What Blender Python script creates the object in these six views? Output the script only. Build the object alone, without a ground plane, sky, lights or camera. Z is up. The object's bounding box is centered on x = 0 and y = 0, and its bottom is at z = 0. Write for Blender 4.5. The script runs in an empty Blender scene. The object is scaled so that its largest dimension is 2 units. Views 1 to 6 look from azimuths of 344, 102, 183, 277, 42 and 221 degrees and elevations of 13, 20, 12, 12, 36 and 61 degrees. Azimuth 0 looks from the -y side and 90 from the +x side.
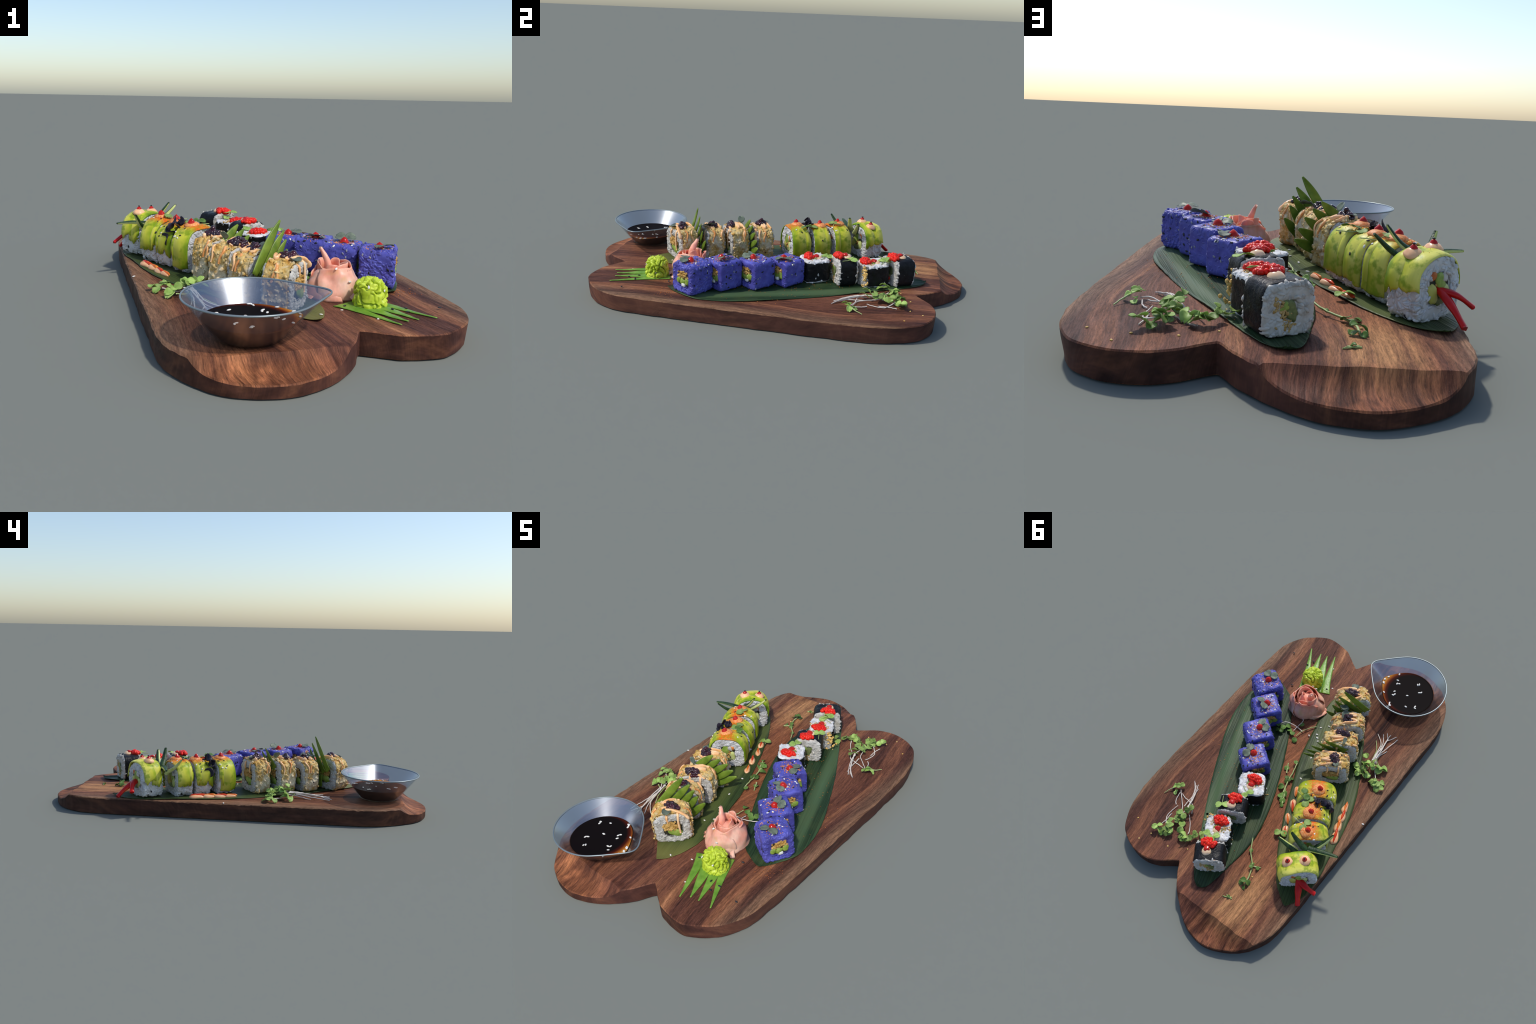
# Sushi platter: wooden twin-lobe serving board, two bamboo leaves, four kinds of
# sushi rolls, glass dish of soy sauce, pickled ginger, wasabi and garnishes.
import bpy, math
import numpy as np
from mathutils import Vector
from mathutils.bvhtree import BVHTree
from mathutils.geometry import delaunay_2d_cdt

PI = math.pi
rng = np.random.default_rng(11)
COL = bpy.context.scene.collection

# ------------------------------------------------------------------ noise
def _hash(ix, iy, iz, seed):
    h = (ix.astype(np.int64) * 374761393 + iy.astype(np.int64) * 668265263
         + iz.astype(np.int64) * 2147483647 + seed * 974711) & 0xFFFFFFFF
    h = ((h ^ (h >> 13)) * 1274126177) & 0xFFFFFFFF
    h = ((h ^ (h >> 16)) * 2246822519) & 0xFFFFFFFF
    return (h ^ (h >> 15)) & 0xFFFFFFFF

def perlin(p, scale=1.0, seed=0):
    p = np.asarray(p, float) * scale
    i = np.floor(p).astype(np.int64)
    f = p - i
    u = f * f * f * (f * (f * 6 - 15) + 10)
    out = np.zeros(len(p))
    for dx in (0, 1):
        for dy in (0, 1):
            for dz in (0, 1):
                h = _hash(i[:, 0] + dx, i[:, 1] + dy, i[:, 2] + dz, seed)
                a = (h & 1023) / 1024 * 2 * PI
                z = ((h >> 10) & 1023) / 511.5 - 1
                r = np.sqrt(np.maximum(0, 1 - z * z))
                g = (f[:, 0] - dx) * r * np.cos(a) + (f[:, 1] - dy) * r * np.sin(a) + (f[:, 2] - dz) * z
                w = (u[:, 0] if dx else 1 - u[:, 0]) * (u[:, 1] if dy else 1 - u[:, 1]) * (u[:, 2] if dz else 1 - u[:, 2])
                out += w * g
    return out * 1.5

def fbm(p, scale, seed=0, octaves=3):
    return sum(perlin(p, scale * 2 ** k, seed + k) * 0.5 ** k for k in range(octaves))

def worley(p, scale=1.0, seed=0):
    p = np.asarray(p, float) * scale
    i = np.floor(p).astype(np.int64)
    best = np.full(len(p), 9.0)
    for dx in (-1, 0, 1):
        for dy in (-1, 0, 1):
            for dz in (-1, 0, 1):
                c = i + np.array([dx, dy, dz])
                h = _hash(c[:, 0], c[:, 1], c[:, 2], seed)
                q = c + np.c_[(h & 1023), (h >> 10) & 1023, (h >> 20) & 1023] / 1023.0
                best = np.minimum(best, ((p - q) ** 2).sum(1))
    return np.sqrt(best)

# ------------------------------------------------------------------ materials
class Mat:
    def __init__(self, name, rough=0.5, spec=0.5):
        self.m = bpy.data.materials.new(name)
        self.m.use_nodes = True
        self.nt = self.m.node_tree
        self.b = self.nt.nodes["Principled BSDF"]
        self.out = self.nt.nodes["Material Output"]
        self.set(Roughness=rough)
        self.b.inputs["Specular IOR Level"].default_value = spec * 0.55
        self.tc = self.node("ShaderNodeTexCoord")
        self.obj = self.tc.outputs["Object"]
        self.gen = self.tc.outputs["Generated"]

    def set(self, **kw):
        for k, v in kw.items():
            self.link(v, self.b.inputs[k.replace("_", " ")])
        return self

    def node(self, t, **props):
        n = self.nt.nodes.new(t)
        for k, v in props.items():
            setattr(n, k, v)
        return n

    def link(self, v, sock):
        if isinstance(v, bpy.types.NodeSocket):
            self.nt.links.new(v, sock)
        elif isinstance(v, (tuple, list)) and len(v) == 3 and len(sock.default_value) == 4:
            sock.default_value = (*v, 1)
        else:
            sock.default_value = v

    def mapping(self, vec, scale=(1, 1, 1), loc=(0, 0, 0), rot=(0, 0, 0)):
        n = self.node("ShaderNodeMapping")
        self.link(vec, n.inputs[0]); n.inputs[1].default_value = loc
        n.inputs[2].default_value = rot; n.inputs[3].default_value = scale
        return n.outputs[0]

    def noise(self, vec, scale=5, detail=3, rough=0.55, dist=0.0, color=False):
        n = self.node("ShaderNodeTexNoise")
        self.link(vec, n.inputs["Vector"])
        n.inputs["Scale"].default_value = scale; n.inputs["Detail"].default_value = detail
        n.inputs["Roughness"].default_value = rough; n.inputs["Distortion"].default_value = dist
        return n.outputs["Color" if color else "Fac"]

    def voronoi(self, vec, scale=5, feature="F1", out="Distance"):
        n = self.node("ShaderNodeTexVoronoi", feature=feature)
        self.link(vec, n.inputs["Vector"]); n.inputs["Scale"].default_value = scale
        return n.outputs[out]

    def ramp(self, fac, stops, interp="LINEAR"):
        n = self.node("ShaderNodeValToRGB")
        self.link(fac, n.inputs[0])
        r = n.color_ramp; r.interpolation = interp
        while len(r.elements) < len(stops):
            r.elements.new(0.5)
        for e, (p, c) in zip(r.elements, stops):
            e.position = p
            e.color = (c, c, c, 1) if isinstance(c, (int, float)) else (*c, 1)
        return n.outputs[0]

    def mix(self, fac, a, b, mode="MIX"):
        n = self.node("ShaderNodeMix", data_type="RGBA", blend_type=mode)
        self.link(fac, n.inputs[0]); self.link(a, n.inputs[6]); self.link(b, n.inputs[7])
        return n.outputs[2]

    def math(self, op, a, b=0.0, clamp=False):
        n = self.node("ShaderNodeMath", operation=op, use_clamp=clamp)
        self.link(a, n.inputs[0]); self.link(b, n.inputs[1])
        return n.outputs[0]

    def sep(self, vec):
        n = self.node("ShaderNodeSeparateXYZ"); self.link(vec, n.inputs[0])
        return n.outputs

    def comb(self, x, y, z):
        n = self.node("ShaderNodeCombineXYZ")
        for s, v in zip(n.inputs, (x, y, z)):
            self.link(v, s)
        return n.outputs[0]

    def smooth(self, v, lo, hi):
        n = self.node("ShaderNodeMapRange", interpolation_type="SMOOTHSTEP")
        self.link(v, n.inputs[0]); n.inputs[1].default_value = lo; n.inputs[2].default_value = hi
        return n.outputs[0]

    def bump(self, h, strength=0.3, dist=0.01):
        n = self.node("ShaderNodeBump")
        n.inputs["Strength"].default_value = strength; n.inputs["Distance"].default_value = dist
        self.link(h, n.inputs["Height"])
        self.nt.links.new(n.outputs[0], self.b.inputs["Normal"])
        return self

    def rand(self):
        return self.node("ShaderNodeObjectInfo").outputs["Random"]

    def translucent(self, col, fac):
        t = self.node("ShaderNodeBsdfTranslucent"); self.link(col, t.inputs[0])
        mx = self.node("ShaderNodeMixShader"); mx.inputs[0].default_value = fac
        self.nt.links.new(self.b.outputs[0], mx.inputs[1]); self.nt.links.new(t.outputs[0], mx.inputs[2])
        self.nt.links.new(mx.outputs[0], self.out.inputs[0])
        return self


def simple(name, c0, c1, scale=30, rough=0.5, spec=0.5, sss=0.0, sub=(0.01, 0.006, 0.004), bump=0.0, bscale=None, coat=0.0):
    M = Mat(name, rough, spec)
    f = M.noise(M.obj, scale, 3)
    M.set(Base_Color=M.ramp(f, [(0.32, c0), (0.68, c1)]))
    if sss:
        M.b.inputs["Subsurface Weight"].default_value = sss
        M.b.inputs["Subsurface Radius"].default_value = sub
        M.b.inputs["Subsurface Scale"].default_value = 1.0
    if bump:
        M.bump(M.noise(M.obj, bscale or scale * 3, 3), bump, 0.004)
    if coat:
        M.b.inputs["Coat Weight"].default_value = coat
        M.b.inputs["Coat Roughness"].default_value = 0.12
    return M.m


def make_wood():
    M = Mat("dark_wood_grain", 0.52, 0.22)
    x, y, z = M.sep(M.obj)
    warp = M.noise(M.mapping(M.obj, (1.6, 0.9, 1.6)), 1.0, 2, 0.5)
    wx = M.math("ADD", x, M.math("MULTIPLY", M.math("SUBTRACT", warp, 0.5), 0.30))
    wx = M.math("ADD", wx, M.math("MULTIPLY", y, 0.06))
    v = M.comb(wx, y, 0.05)
    vs = M.comb(wx, y, M.math("MULTIPLY", z, 0.9))
    band = M.noise(M.mapping(v, (15, 0.55, 15)), 1.0, 5, 0.62, 0.5)
    col = M.ramp(band, [(0.31, (0.040, 0.019, 0.017)), (0.42, (0.105, 0.044, 0.028)), (0.50, (0.182, 0.078, 0.043)),
                        (0.59, (0.258, 0.114, 0.057)), (0.70, (0.390, 0.195, 0.092))])
    # broad purple-brown and orange zones
    zone = M.noise(M.mapping(v, (3.2, 0.7, 3.2), (7, 3, 1)), 1.0, 2)
    col = M.mix(M.ramp(zone, [(0.42, 0.0), (0.66, 0.5)]), col, (0.125, 0.054, 0.046))
    # paler sapwood strip along the right edge and a golden patch near the far end
    e1 = M.smooth(M.math("ADD", x, M.math("MULTIPLY", M.math("SUBTRACT", band, 0.5), 0.2)), 0.44, 0.53)
    e2 = M.smooth(M.math("ADD", M.math("MULTIPLY", x, -1.0), M.math("MULTIPLY", M.math("SUBTRACT", band, 0.5), 0.3)), 0.40, 0.50)
    tan = M.ramp(M.noise(M.mapping(v, (40, 1.5, 40)), 1.0, 3), [(0.3, (0.135, 0.080, 0.050)), (0.7, (0.30, 0.195, 0.115))])
    col = M.mix(M.math("MULTIPLY", M.math("MAXIMUM", e1, e2), 0.75), col, tan)
    gx = M.smooth(M.math("ABSOLUTE", M.math("ADD", x, 0.27)), 0.15, 0.05)
    gy = M.math("MULTIPLY", M.smooth(y, 0.48, 0.66), M.smooth(y, 0.96, 0.80))
    gmask = M.math("MULTIPLY", M.math("MULTIPLY", gx, gy), M.ramp(band, [(0.42, 0.1), (0.58, 0.75)]))
    col = M.mix(gmask, col, (0.46, 0.260, 0.115))
    gx2 = M.smooth(M.math("ABSOLUTE", M.math("SUBTRACT", x, M.math("MULTIPLY", y, -0.35))), 0.16, 0.03)
    gy2 = M.smooth(M.math("ABSOLUTE", M.math("SUBTRACT", y, 0.15)), 0.6, 0.25)
    col = M.mix(M.math("MULTIPLY", M.math("MULTIPLY", gx2, gy2), 0.5), col, (0.315, 0.120, 0.045))
    gs = M.math("MULTIPLY", M.smooth(y, -0.86, -0.93), M.smooth(M.math("ABSOLUTE", M.math("ADD", x, 0.2)), 0.24, 0.08))
    col = M.mix(M.math("MULTIPLY", gs, 0.30), col, (0.36, 0.150, 0.062))
    # curved end-grain figure on both scooped ends
    arc = M.noise(M.mapping(M.obj, (13, 4.5, 0.1), rot=(0, 0, 0.35)), 1.0, 3, 0.55, 1.1)
    em = M.smooth(M.math("ABSOLUTE", y), 0.80, 0.90)
    col = M.mix(M.math("MULTIPLY", em, 0.85), col, M.mix(1.0, col, M.ramp(arc, [(0.36, (0.36, 0.30, 0.30)), (0.48, (0.85, 0.80, 0.78)), (0.60, (1.5, 1.42, 1.3))]), "MULTIPLY"))
    # fibres and pores
    fib = M.noise(M.mapping(v, (120, 8, 120)), 1.0, 5, 0.72)
    col = M.mix(1.0, col, M.ramp(fib, [(0.30, 0.50), (0.5, 1.0), (0.70, 1.45)]), "MULTIPLY")
    fleck = M.noise(M.mapping(v, (330, 55, 330)), 1.0, 3, 0.7)
    col = M.mix(1.0, col, M.ramp(fleck, [(0.32, 0.66), (0.5, 1.0), (0.68, 1.34)]), "MULTIPLY")
    col = M.mix(1.0, col, (0.92, 0.82, 0.78), "MULTIPLY")
    pore = M.noise(M.mapping(v, (260, 22, 260)), 1.0, 2, 0.5)
    col = M.mix(M.ramp(pore, [(0.30, 0.55), (0.40, 0.0)]), col, (0.030, 0.016, 0.012))
    spk = M.noise(M.obj, 420, 1)
    col = M.mix(M.ramp(spk, [(0.66, 0.0), (0.8, 0.28)]), col, (0.36, 0.25, 0.16))
    # sawn sides, base colour darkened with the shadow they lie in
    nz = M.sep(M.node("ShaderNodeNewGeometry").outputs["Normal"])[2]
    side = M.smooth(M.math("ABSOLUTE", nz), 0.60, 0.2)
    endg = M.noise(M.mapping(vs, (8, 2.2, 11), rot=(0.5, 0.25, 0)), 1.0, 4, 0.6, 1.2)
    sc = M.ramp(endg, [(0.34, (0.026, 0.012, 0.011)), (0.52, (0.062, 0.025, 0.018)), (0.68, (0.125, 0.050, 0.028))])
    sfib = M.noise(M.mapping(vs, (60, 5, 90)), 1.0, 3)
    sc = M.mix(1.0, sc, M.ramp(sfib, [(0.28, 0.7), (0.8, 1.25)]), "MULTIPLY")
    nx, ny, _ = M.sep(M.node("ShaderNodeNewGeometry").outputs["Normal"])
    pale = M.smooth(nx, 0.15, 0.8)  # sunlight baked into the colour: sides facing +x are lightened
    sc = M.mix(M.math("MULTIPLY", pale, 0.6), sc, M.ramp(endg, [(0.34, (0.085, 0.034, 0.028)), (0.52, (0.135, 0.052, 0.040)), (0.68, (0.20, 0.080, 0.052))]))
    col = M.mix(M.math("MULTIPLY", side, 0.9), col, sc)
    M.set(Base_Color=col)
    M.set(Roughness=M.ramp(fib, [(0.3, 0.7), (0.7, 0.52)]))
    h = M.math("ADD", M.math("MULTIPLY", fib, 0.7), M.math("MULTIPLY", band, 0.6))
    M.bump(M.math("ADD", h, M.math("MULTIPLY", fleck, 0.5)), 0.30, 0.005)
    return M.m


def make_leaf(name, base, light, stripe_at, stripe, tip=0.0):
    """bamboo leaf: parallel veins along the length; Object x across, y along."""
    M = Mat(name, 0.5, 0.36)
    x, y, z = M.sep(M.obj)
    vein = M.noise(M.mapping(M.obj, (170, 2.0, 1)), 1.0, 2)
    broad = M.noise(M.mapping(M.obj, (16, 1.4, 1)), 1.0, 3)
    col = M.ramp(broad, [(0.3, base), (0.72, light)])
    col = M.mix(1.0, col, M.ramp(vein, [(0.3, 0.52), (0.7, 1.5)]), "MULTIPLY")
    s = M.smooth(M.math("ABSOLUTE", M.math("SUBTRACT", x, stripe_at)), 0.05, 0.012)
    col = M.mix(M.math("MULTIPLY", s, 0.75), col, stripe)
    patch = M.noise(M.obj, 7, 3)
    col = M.mix(M.ramp(patch, [(0.52, 0.0), (0.75, 0.35)]), col, (0.075, 0.095, 0.030))
    tipm = M.smooth(y, -0.46, -0.64)
    col = M.mix(M.math("MULTIPLY", tipm, tip), col, (0.17, 0.165, 0.045))
    M.set(Base_Color=col, Roughness=M.ramp(vein, [(0.3, 0.55), (0.7, 0.38)]))
    M.bump(vein, 0.5, 0.004)
    return M.m


def make_avocado():
    M = Mat("avocado_flesh", 0.42, 0.35)
    gx, gy, gz = M.sep(M.gen)
    x, y, z = M.sep(M.obj)
    n1 = M.noise(M.obj, 14, 3)
    f = M.math("ADD", gx, M.math("MULTIPLY", M.math("SUBTRACT", n1, 0.5), 0.75))
    col = M.ramp(f, [(0.02, (0.110, 0.220, 0.007)), (0.20, (0.30, 0.40, 0.016)), (0.42, (0.60, 0.59, 0.050)), (0.85, (0.74, 0.69, 0.14))])
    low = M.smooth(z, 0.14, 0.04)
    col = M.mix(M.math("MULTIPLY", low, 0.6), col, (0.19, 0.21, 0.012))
    patch = M.noise(M.obj, 26, 3)
    col = M.mix(M.ramp(patch, [(0.50, 0.0), (0.62, 0.75)]), col, (0.17, 0.28, 0.008))
    streak = M.noise(M.mapping(M.obj, (90, 10, 10)), 1.0, 2)
    col = M.mix(1.0, col, M.ramp(streak, [(0.3, 0.95), (0.7, 1.04)]), "MULTIPLY")
    # chilli powder dusted over the crown
    crown = M.smooth(M.math("ABSOLUTE", M.math("ADD", y, M.math("MULTIPLY", M.math("SUBTRACT", n1, 0.5), 0.06))), 0.068, 0.018)
    crown = M.math("MULTIPLY", crown, M.smooth(z, 0.135, 0.17))
    rnd = M.node("ShaderNodeAttribute", attribute_type="OBJECT", attribute_name="dust").outputs["Fac"]
    pw = M.noise(M.obj, 170, 3, 0.7)
    dust = M.math("MULTIPLY", M.math("MULTIPLY", crown, rnd), M.ramp(pw, [(0.36, 0.0), (0.50, 1.0)]))
    col = M.mix(dust, col, M.ramp(M.noise(M.obj, 60), [(0.3, (0.62, 0.070, 0.006)), (0.7, (0.80, 0.19, 0.014))]))
    M.set(Base_Color=col)
    M.b.inputs["Subsurface Weight"].default_value = 0.12
    M.b.inputs["Subsurface Radius"].default_value = (0.006, 0.006, 0.003)
    M.b.inputs["Subsurface Scale"].default_value = 1.0
    M.bump(M.math("ADD", M.math("MULTIPLY", streak, 0.25), M.math("MULTIPLY", n1, 1.0)), 0.15, 0.006)
    return M.m


def make_crust():
    M = Mat("crispy_crumb_crust", 0.6, 0.4)
    n = M.noise(M.obj, 24, 4, 0.6)
    v = M.voronoi(M.obj, 55)
    col = M.ramp(n, [(0.28, (0.72, 0.62, 0.42)), (0.43, (0.70, 0.51, 0.21)), (0.55, (0.60, 0.37, 0.10)), (0.68, (0.44, 0.21, 0.035))])
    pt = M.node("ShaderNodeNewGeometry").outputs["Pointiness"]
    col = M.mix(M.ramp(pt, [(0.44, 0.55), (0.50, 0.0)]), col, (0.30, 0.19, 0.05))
    fine = M.noise(M.obj, 150, 2)
    col = M.mix(1.0, col, M.ramp(fine, [(0.3, 0.78), (0.7, 1.15)]), "MULTIPLY")
    wl = M.noise(M.obj, 17, 3)
    col = M.mix(M.ramp(wl, [(0.50, 0.0), (0.62, 0.7)]), col, (0.74, 0.67, 0.50))
    M.set(Base_Color=col)
    M.b.inputs["Subsurface Weight"].default_value = 0.15
    M.b.inputs["Subsurface Radius"].default_value = (0.01, 0.007, 0.003)
    M.bump(M.math("ADD", fine, v), 0.45, 0.005)
    return M.m


def make_nori():
    M = Mat("nori_seaweed", 0.3, 0.32)
    n = M.noise(M.obj, 60, 4, 0.65)
    M.set(Base_Color=M.ramp(n, [(0.3, (0.004, 0.005, 0.006)), (0.75, (0.014, 0.014, 0.017))]))
    M.set(Roughness=M.ramp(M.noise(M.obj, 18, 3), [(0.35, 0.26), (0.7, 0.55)]))
    M.bump(M.math("ADD", n, M.noise(M.obj, 24, 3)), 0.55, 0.006)
    return M.m


def make_blue_rice():
    M = Mat("blue_tinted_rice", 0.36, 0.5)
    n = M.noise(M.obj, 20, 3)
    z = M.sep(M.obj)[2]
    col = M.ramp(n, [(0.28, (0.050, 0.044, 0.215)), (0.52, (0.090, 0.092, 0.400)), (0.74, (0.140, 0.150, 0.570))])
    col = M.mix(M.ramp(M.noise(M.obj, 8, 2), [(0.5, 0.0), (0.75, 0.45)]), col, (0.100, 0.068, 0.33))
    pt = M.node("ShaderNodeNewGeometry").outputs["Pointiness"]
    col = M.mix(M.ramp(pt, [(0.42, 0.7), (0.49, 0.0)]), col, (0.024, 0.020, 0.110))  # contact shade tinted into crevices between grains
    M.set(Base_Color=col)
    M.b.inputs["Subsurface Weight"].default_value = 0.2
    M.b.inputs["Subsurface Radius"].default_value = (0.003, 0.003, 0.010)
    M.b.inputs["Subsurface Scale"].default_value = 1.0
    M.bump(M.voronoi(M.mapping(M.obj, (1, 1, 1)), 60), 0.22, 0.005)
    return M.m


def make_white_rice(name="white_rice", k=1.0, tint=(1, 1, 1)):
    M = Mat(name, 0.42, 0.4)
    n = M.noise(M.obj, 34, 3)
    col = M.ramp(n, [(0.25, (0.48 * k, 0.46 * k, 0.42 * k)), (0.5, (0.70 * k, 0.69 * k, 0.67 * k)), (0.8, (0.78 * k, 0.785 * k, 0.79 * k))])
    col = M.mix(1.0, col, tint, "MULTIPLY")
    M.set(Base_Color=col)
    M.b.inputs["Subsurface Weight"].default_value = 0.35
    M.b.inputs["Subsurface Radius"].default_value = (0.012, 0.011, 0.009)
    M.b.inputs["Subsurface Scale"].default_value = 1.0
    M.bump(M.voronoi(M.obj, 80), 0.3, 0.005)
    return M.m


def make_glass(name, col, opacity):
    """thin reflective glass surface: partly clear, partly mirroring the sky"""
    M = Mat(name, 0.24, 0.5)
    M.set(Base_Color=col, Metallic=1.0)
    t = M.node("ShaderNodeBsdfTransparent"); t.inputs[0].default_value = (0.96, 0.975, 0.98, 1)
    lw = M.node("ShaderNodeLayerWeight"); lw.inputs[0].default_value = 0.35
    fac = M.ramp(lw.outputs["Facing"], [(0.0, opacity * 0.85), (0.6, opacity), (1.0, min(1.0, opacity * 1.35))])
    mx = M.node("ShaderNodeMixShader")
    M.nt.links.new(fac, mx.inputs[0])
    M.nt.links.new(t.outputs[0], mx.inputs[1]); M.nt.links.new(M.b.outputs[0], mx.inputs[2])
    M.nt.links.new(mx.outputs[0], M.out.inputs[0])
    return M.m


def make_rim_glass():
    M = Mat("dish_rim_glass", 0.35, 0.6)
    M.set(Base_Color=(0.24, 0.28, 0.29), Metallic=0.5)
    return M.m


def make_soy():
    M = Mat("soy_sauce", 0.5, 0.03)
    x, y, z = M.sep(M.obj)
    r = M.math("SQRT", M.math("ADD", M.math("MULTIPLY", x, x), M.math("MULTIPLY", y, y)))
    lean = M.math("ADD", r, M.math("ADD", M.math("MULTIPLY", x, 0.15), M.math("MULTIPLY", y, 0.05)))
    col = M.ramp(lean, [(0.128, (0.007, 0.005, 0.005)), (0.146, (0.060, 0.009, 0.005)), (0.160, (0.28, 0.075, 0.012)), (0.172, (0.50, 0.22, 0.04))])
    nz = M.sep(M.node("ShaderNodeNewGeometry").outputs["Normal"])[2]
    col = M.mix(M.smooth(nz, 0.6, 0.2), col, M.ramp(M.noise(M.mapping(M.obj, (9, 9, 1)), 1.0, 2), [(0.35, (0.030, 0.013, 0.009)), (0.65, (0.105, 0.048, 0.024))]))  # brown reflection on the sauce's sides painted as base colour
    M.set(Base_Color=col)
    return M.m


def make_ginger():
    M = Mat("pickled_ginger", 0.3, 0.5)
    z = M.sep(M.obj)[2]
    n = M.noise(M.obj, 12, 3)
    col = M.ramp(n, [(0.28, (0.84, 0.31, 0.21)), (0.5, (0.91, 0.43, 0.31)), (0.72, (0.94, 0.60, 0.45))])
    fib = M.noise(M.mapping(M.obj, (60, 60, 9)), 1.0, 3)
    col = M.mix(1.0, col, M.ramp(fib, [(0.3, 0.88), (0.7, 1.08)]), "MULTIPLY")
    col = M.mix(M.ramp(M.noise(M.obj, 20, 2), [(0.58, 0), (0.75, 0.5)]), col, (0.78, 0.40, 0.15))
    M.set(Base_Color=col)
    M.b.inputs["Subsurface Weight"].default_value = 0.35
    M.b.inputs["Subsurface Radius"].default_value = (0.02, 0.008, 0.005)
    M.b.inputs["Subsurface Scale"].default_value = 1.0
    M.bump(fib, 0.15, 0.003)
    return M.m


def make_wasabi():
    M = Mat("wasabi_paste", 0.35, 0.5)
    n = M.noise(M.obj, 25, 3)
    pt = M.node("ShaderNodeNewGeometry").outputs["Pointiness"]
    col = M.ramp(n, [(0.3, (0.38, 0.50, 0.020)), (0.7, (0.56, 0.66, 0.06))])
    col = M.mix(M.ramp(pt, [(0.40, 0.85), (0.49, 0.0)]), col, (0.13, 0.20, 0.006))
    M.set(Base_Color=col)
    M.b.inputs["Subsurface Weight"].default_value = 0.2
    M.b.inputs["Subsurface Radius"].default_value = (0.006, 0.008, 0.002)
    M.b.inputs["Subsurface Scale"].default_value = 1.0
    return M.m


def make_micro_leaf(name, c0, c1, tr=0.25):
    M = Mat(name, 0.45, 0.4)
    n = M.noise(M.obj, 40, 2)
    col = M.ramp(n, [(0.3, c0), (0.7, c1)])
    rv = M.node("ShaderNodeHueSaturation")
    M.link(col, rv.inputs["Color"])
    M.link(M.math("ADD", M.math("MULTIPLY", M.rand(), 0.7), 0.65), rv.inputs["Value"])
    M.set(Base_Color=rv.outputs[0])
    M.translucent(rv.outputs[0], tr)
    return M.m


def make_chilli():
    M = Mat("red_chilli", 0.3, 0.5)
    z = M.sep(M.obj)[2]
    col = M.ramp(M.noise(M.obj, 16, 2), [(0.35, (0.44, 0.004, 0.004)), (0.60, (0.58, 0.008, 0.005)), (0.76, (0.72, 0.10, 0.008))])
    M.set(Base_Color=col)
    return M.m


WOOD = make_wood()
LEAF_A = make_leaf("bamboo_leaf_green", (0.012, 0.030, 0.012), (0.034, 0.066, 0.026), 0.105, (0.078, 0.130, 0.058))
LEAF_B = make_leaf("bamboo_leaf_olive", (0.020, 0.040, 0.012), (0.058, 0.082, 0.022), 0.085, (0.095, 0.120, 0.035), 0.9)
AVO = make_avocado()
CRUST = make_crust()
NORI = make_nori()
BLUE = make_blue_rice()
RICE = make_white_rice()
RICE_DIM = make_white_rice("white_rice_shade_darkened", 0.72, (1.04, 1.0, 0.92))  # white rice with albedo lowered for the dimmer light on upright cut faces
RICE_MID = make_white_rice("sushi_rice", 0.84)
GLASS = make_glass("dish_glass_outside", (0.55, 0.55, 0.57), 0.18)
GLASS_IN = make_glass("dish_glass_inside", (0.48, 0.52, 0.58), 0.56)
RIM = make_rim_glass()
SOY = make_soy()
GINGER = make_ginger()
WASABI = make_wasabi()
CHILLI = make_chilli()
MAYO = simple("spicy_mayonnaise", (0.80, 0.38, 0.18), (0.88, 0.52, 0.29), 18, 0.3, 0.5, 0.2)
MAYO_PALE = simple("pale_mayonnaise", (0.82, 0.52, 0.30), (0.90, 0.64, 0.42), 18, 0.3, 0.5, 0.2)
MAYO_ORANGE = simple("orange_drizzle_sauce", (0.84, 0.40, 0.14), (0.92, 0.60, 0.34), 26, 0.25, 0.5, 0.2)
ORANGE = simple("chilli_oil", (0.70, 0.24, 0.05), (0.82, 0.42, 0.17), 50, 0.3)
DUSTED = simple("chilli_dusted_mayonnaise", (0.66, 0.13, 0.012), (0.84, 0.40, 0.15), 130, 0.5)
RED_DROP = simple("chilli_sauce_drop", (0.38, 0.008, 0.006), (0.52, 0.020, 0.010), 24, 0.14, 0.6, 0.2, (0.02, 0.002, 0.002))
RED_STREAK = simple("chilli_sauce_smear", (0.55, 0.020, 0.008), (0.72, 0.09, 0.015), 60, 0.2)
ORANGE_STREAK = simple("orange_chilli_smear", (0.70, 0.10, 0.012), (0.82, 0.26, 0.04), 60, 0.2)
ROE = simple("red_fish_roe", (0.74, 0.010, 0.006), (0.88, 0.030, 0.012), 40, 0.22, 0.4, 0.3, (0.02, 0.002, 0.002))
JAM = simple("dark_berry_jam", (0.010, 0.004, 0.008), (0.055, 0.006, 0.012), 40, 0.12, 0.6, coat=0.5)
SEED_W = simple("white_sesame", (0.70, 0.66, 0.56), (0.85, 0.83, 0.78), 60, 0.4)
SEED_DULL = simple('dull_sesame', (0.22, 0.22, 0.30), (0.42, 0.42, 0.44), 60, 0.4)
SEED_B = simple("black_sesame", (0.012, 0.012, 0.014), (0.03, 0.03, 0.032), 60, 0.4)
FLAKE = simple("chilli_flakes", (0.48, 0.10, 0.015), (0.72, 0.26, 0.03), 90, 0.6)
FLAKE_O = simple("orange_chilli_powder", (0.66, 0.20, 0.03), (0.85, 0.38, 0.06), 90, 0.7)
FLAKE_Y = simple("golden_crumbs", (0.62, 0.36, 0.08), (0.74, 0.52, 0.2), 90, 0.6)
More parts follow.
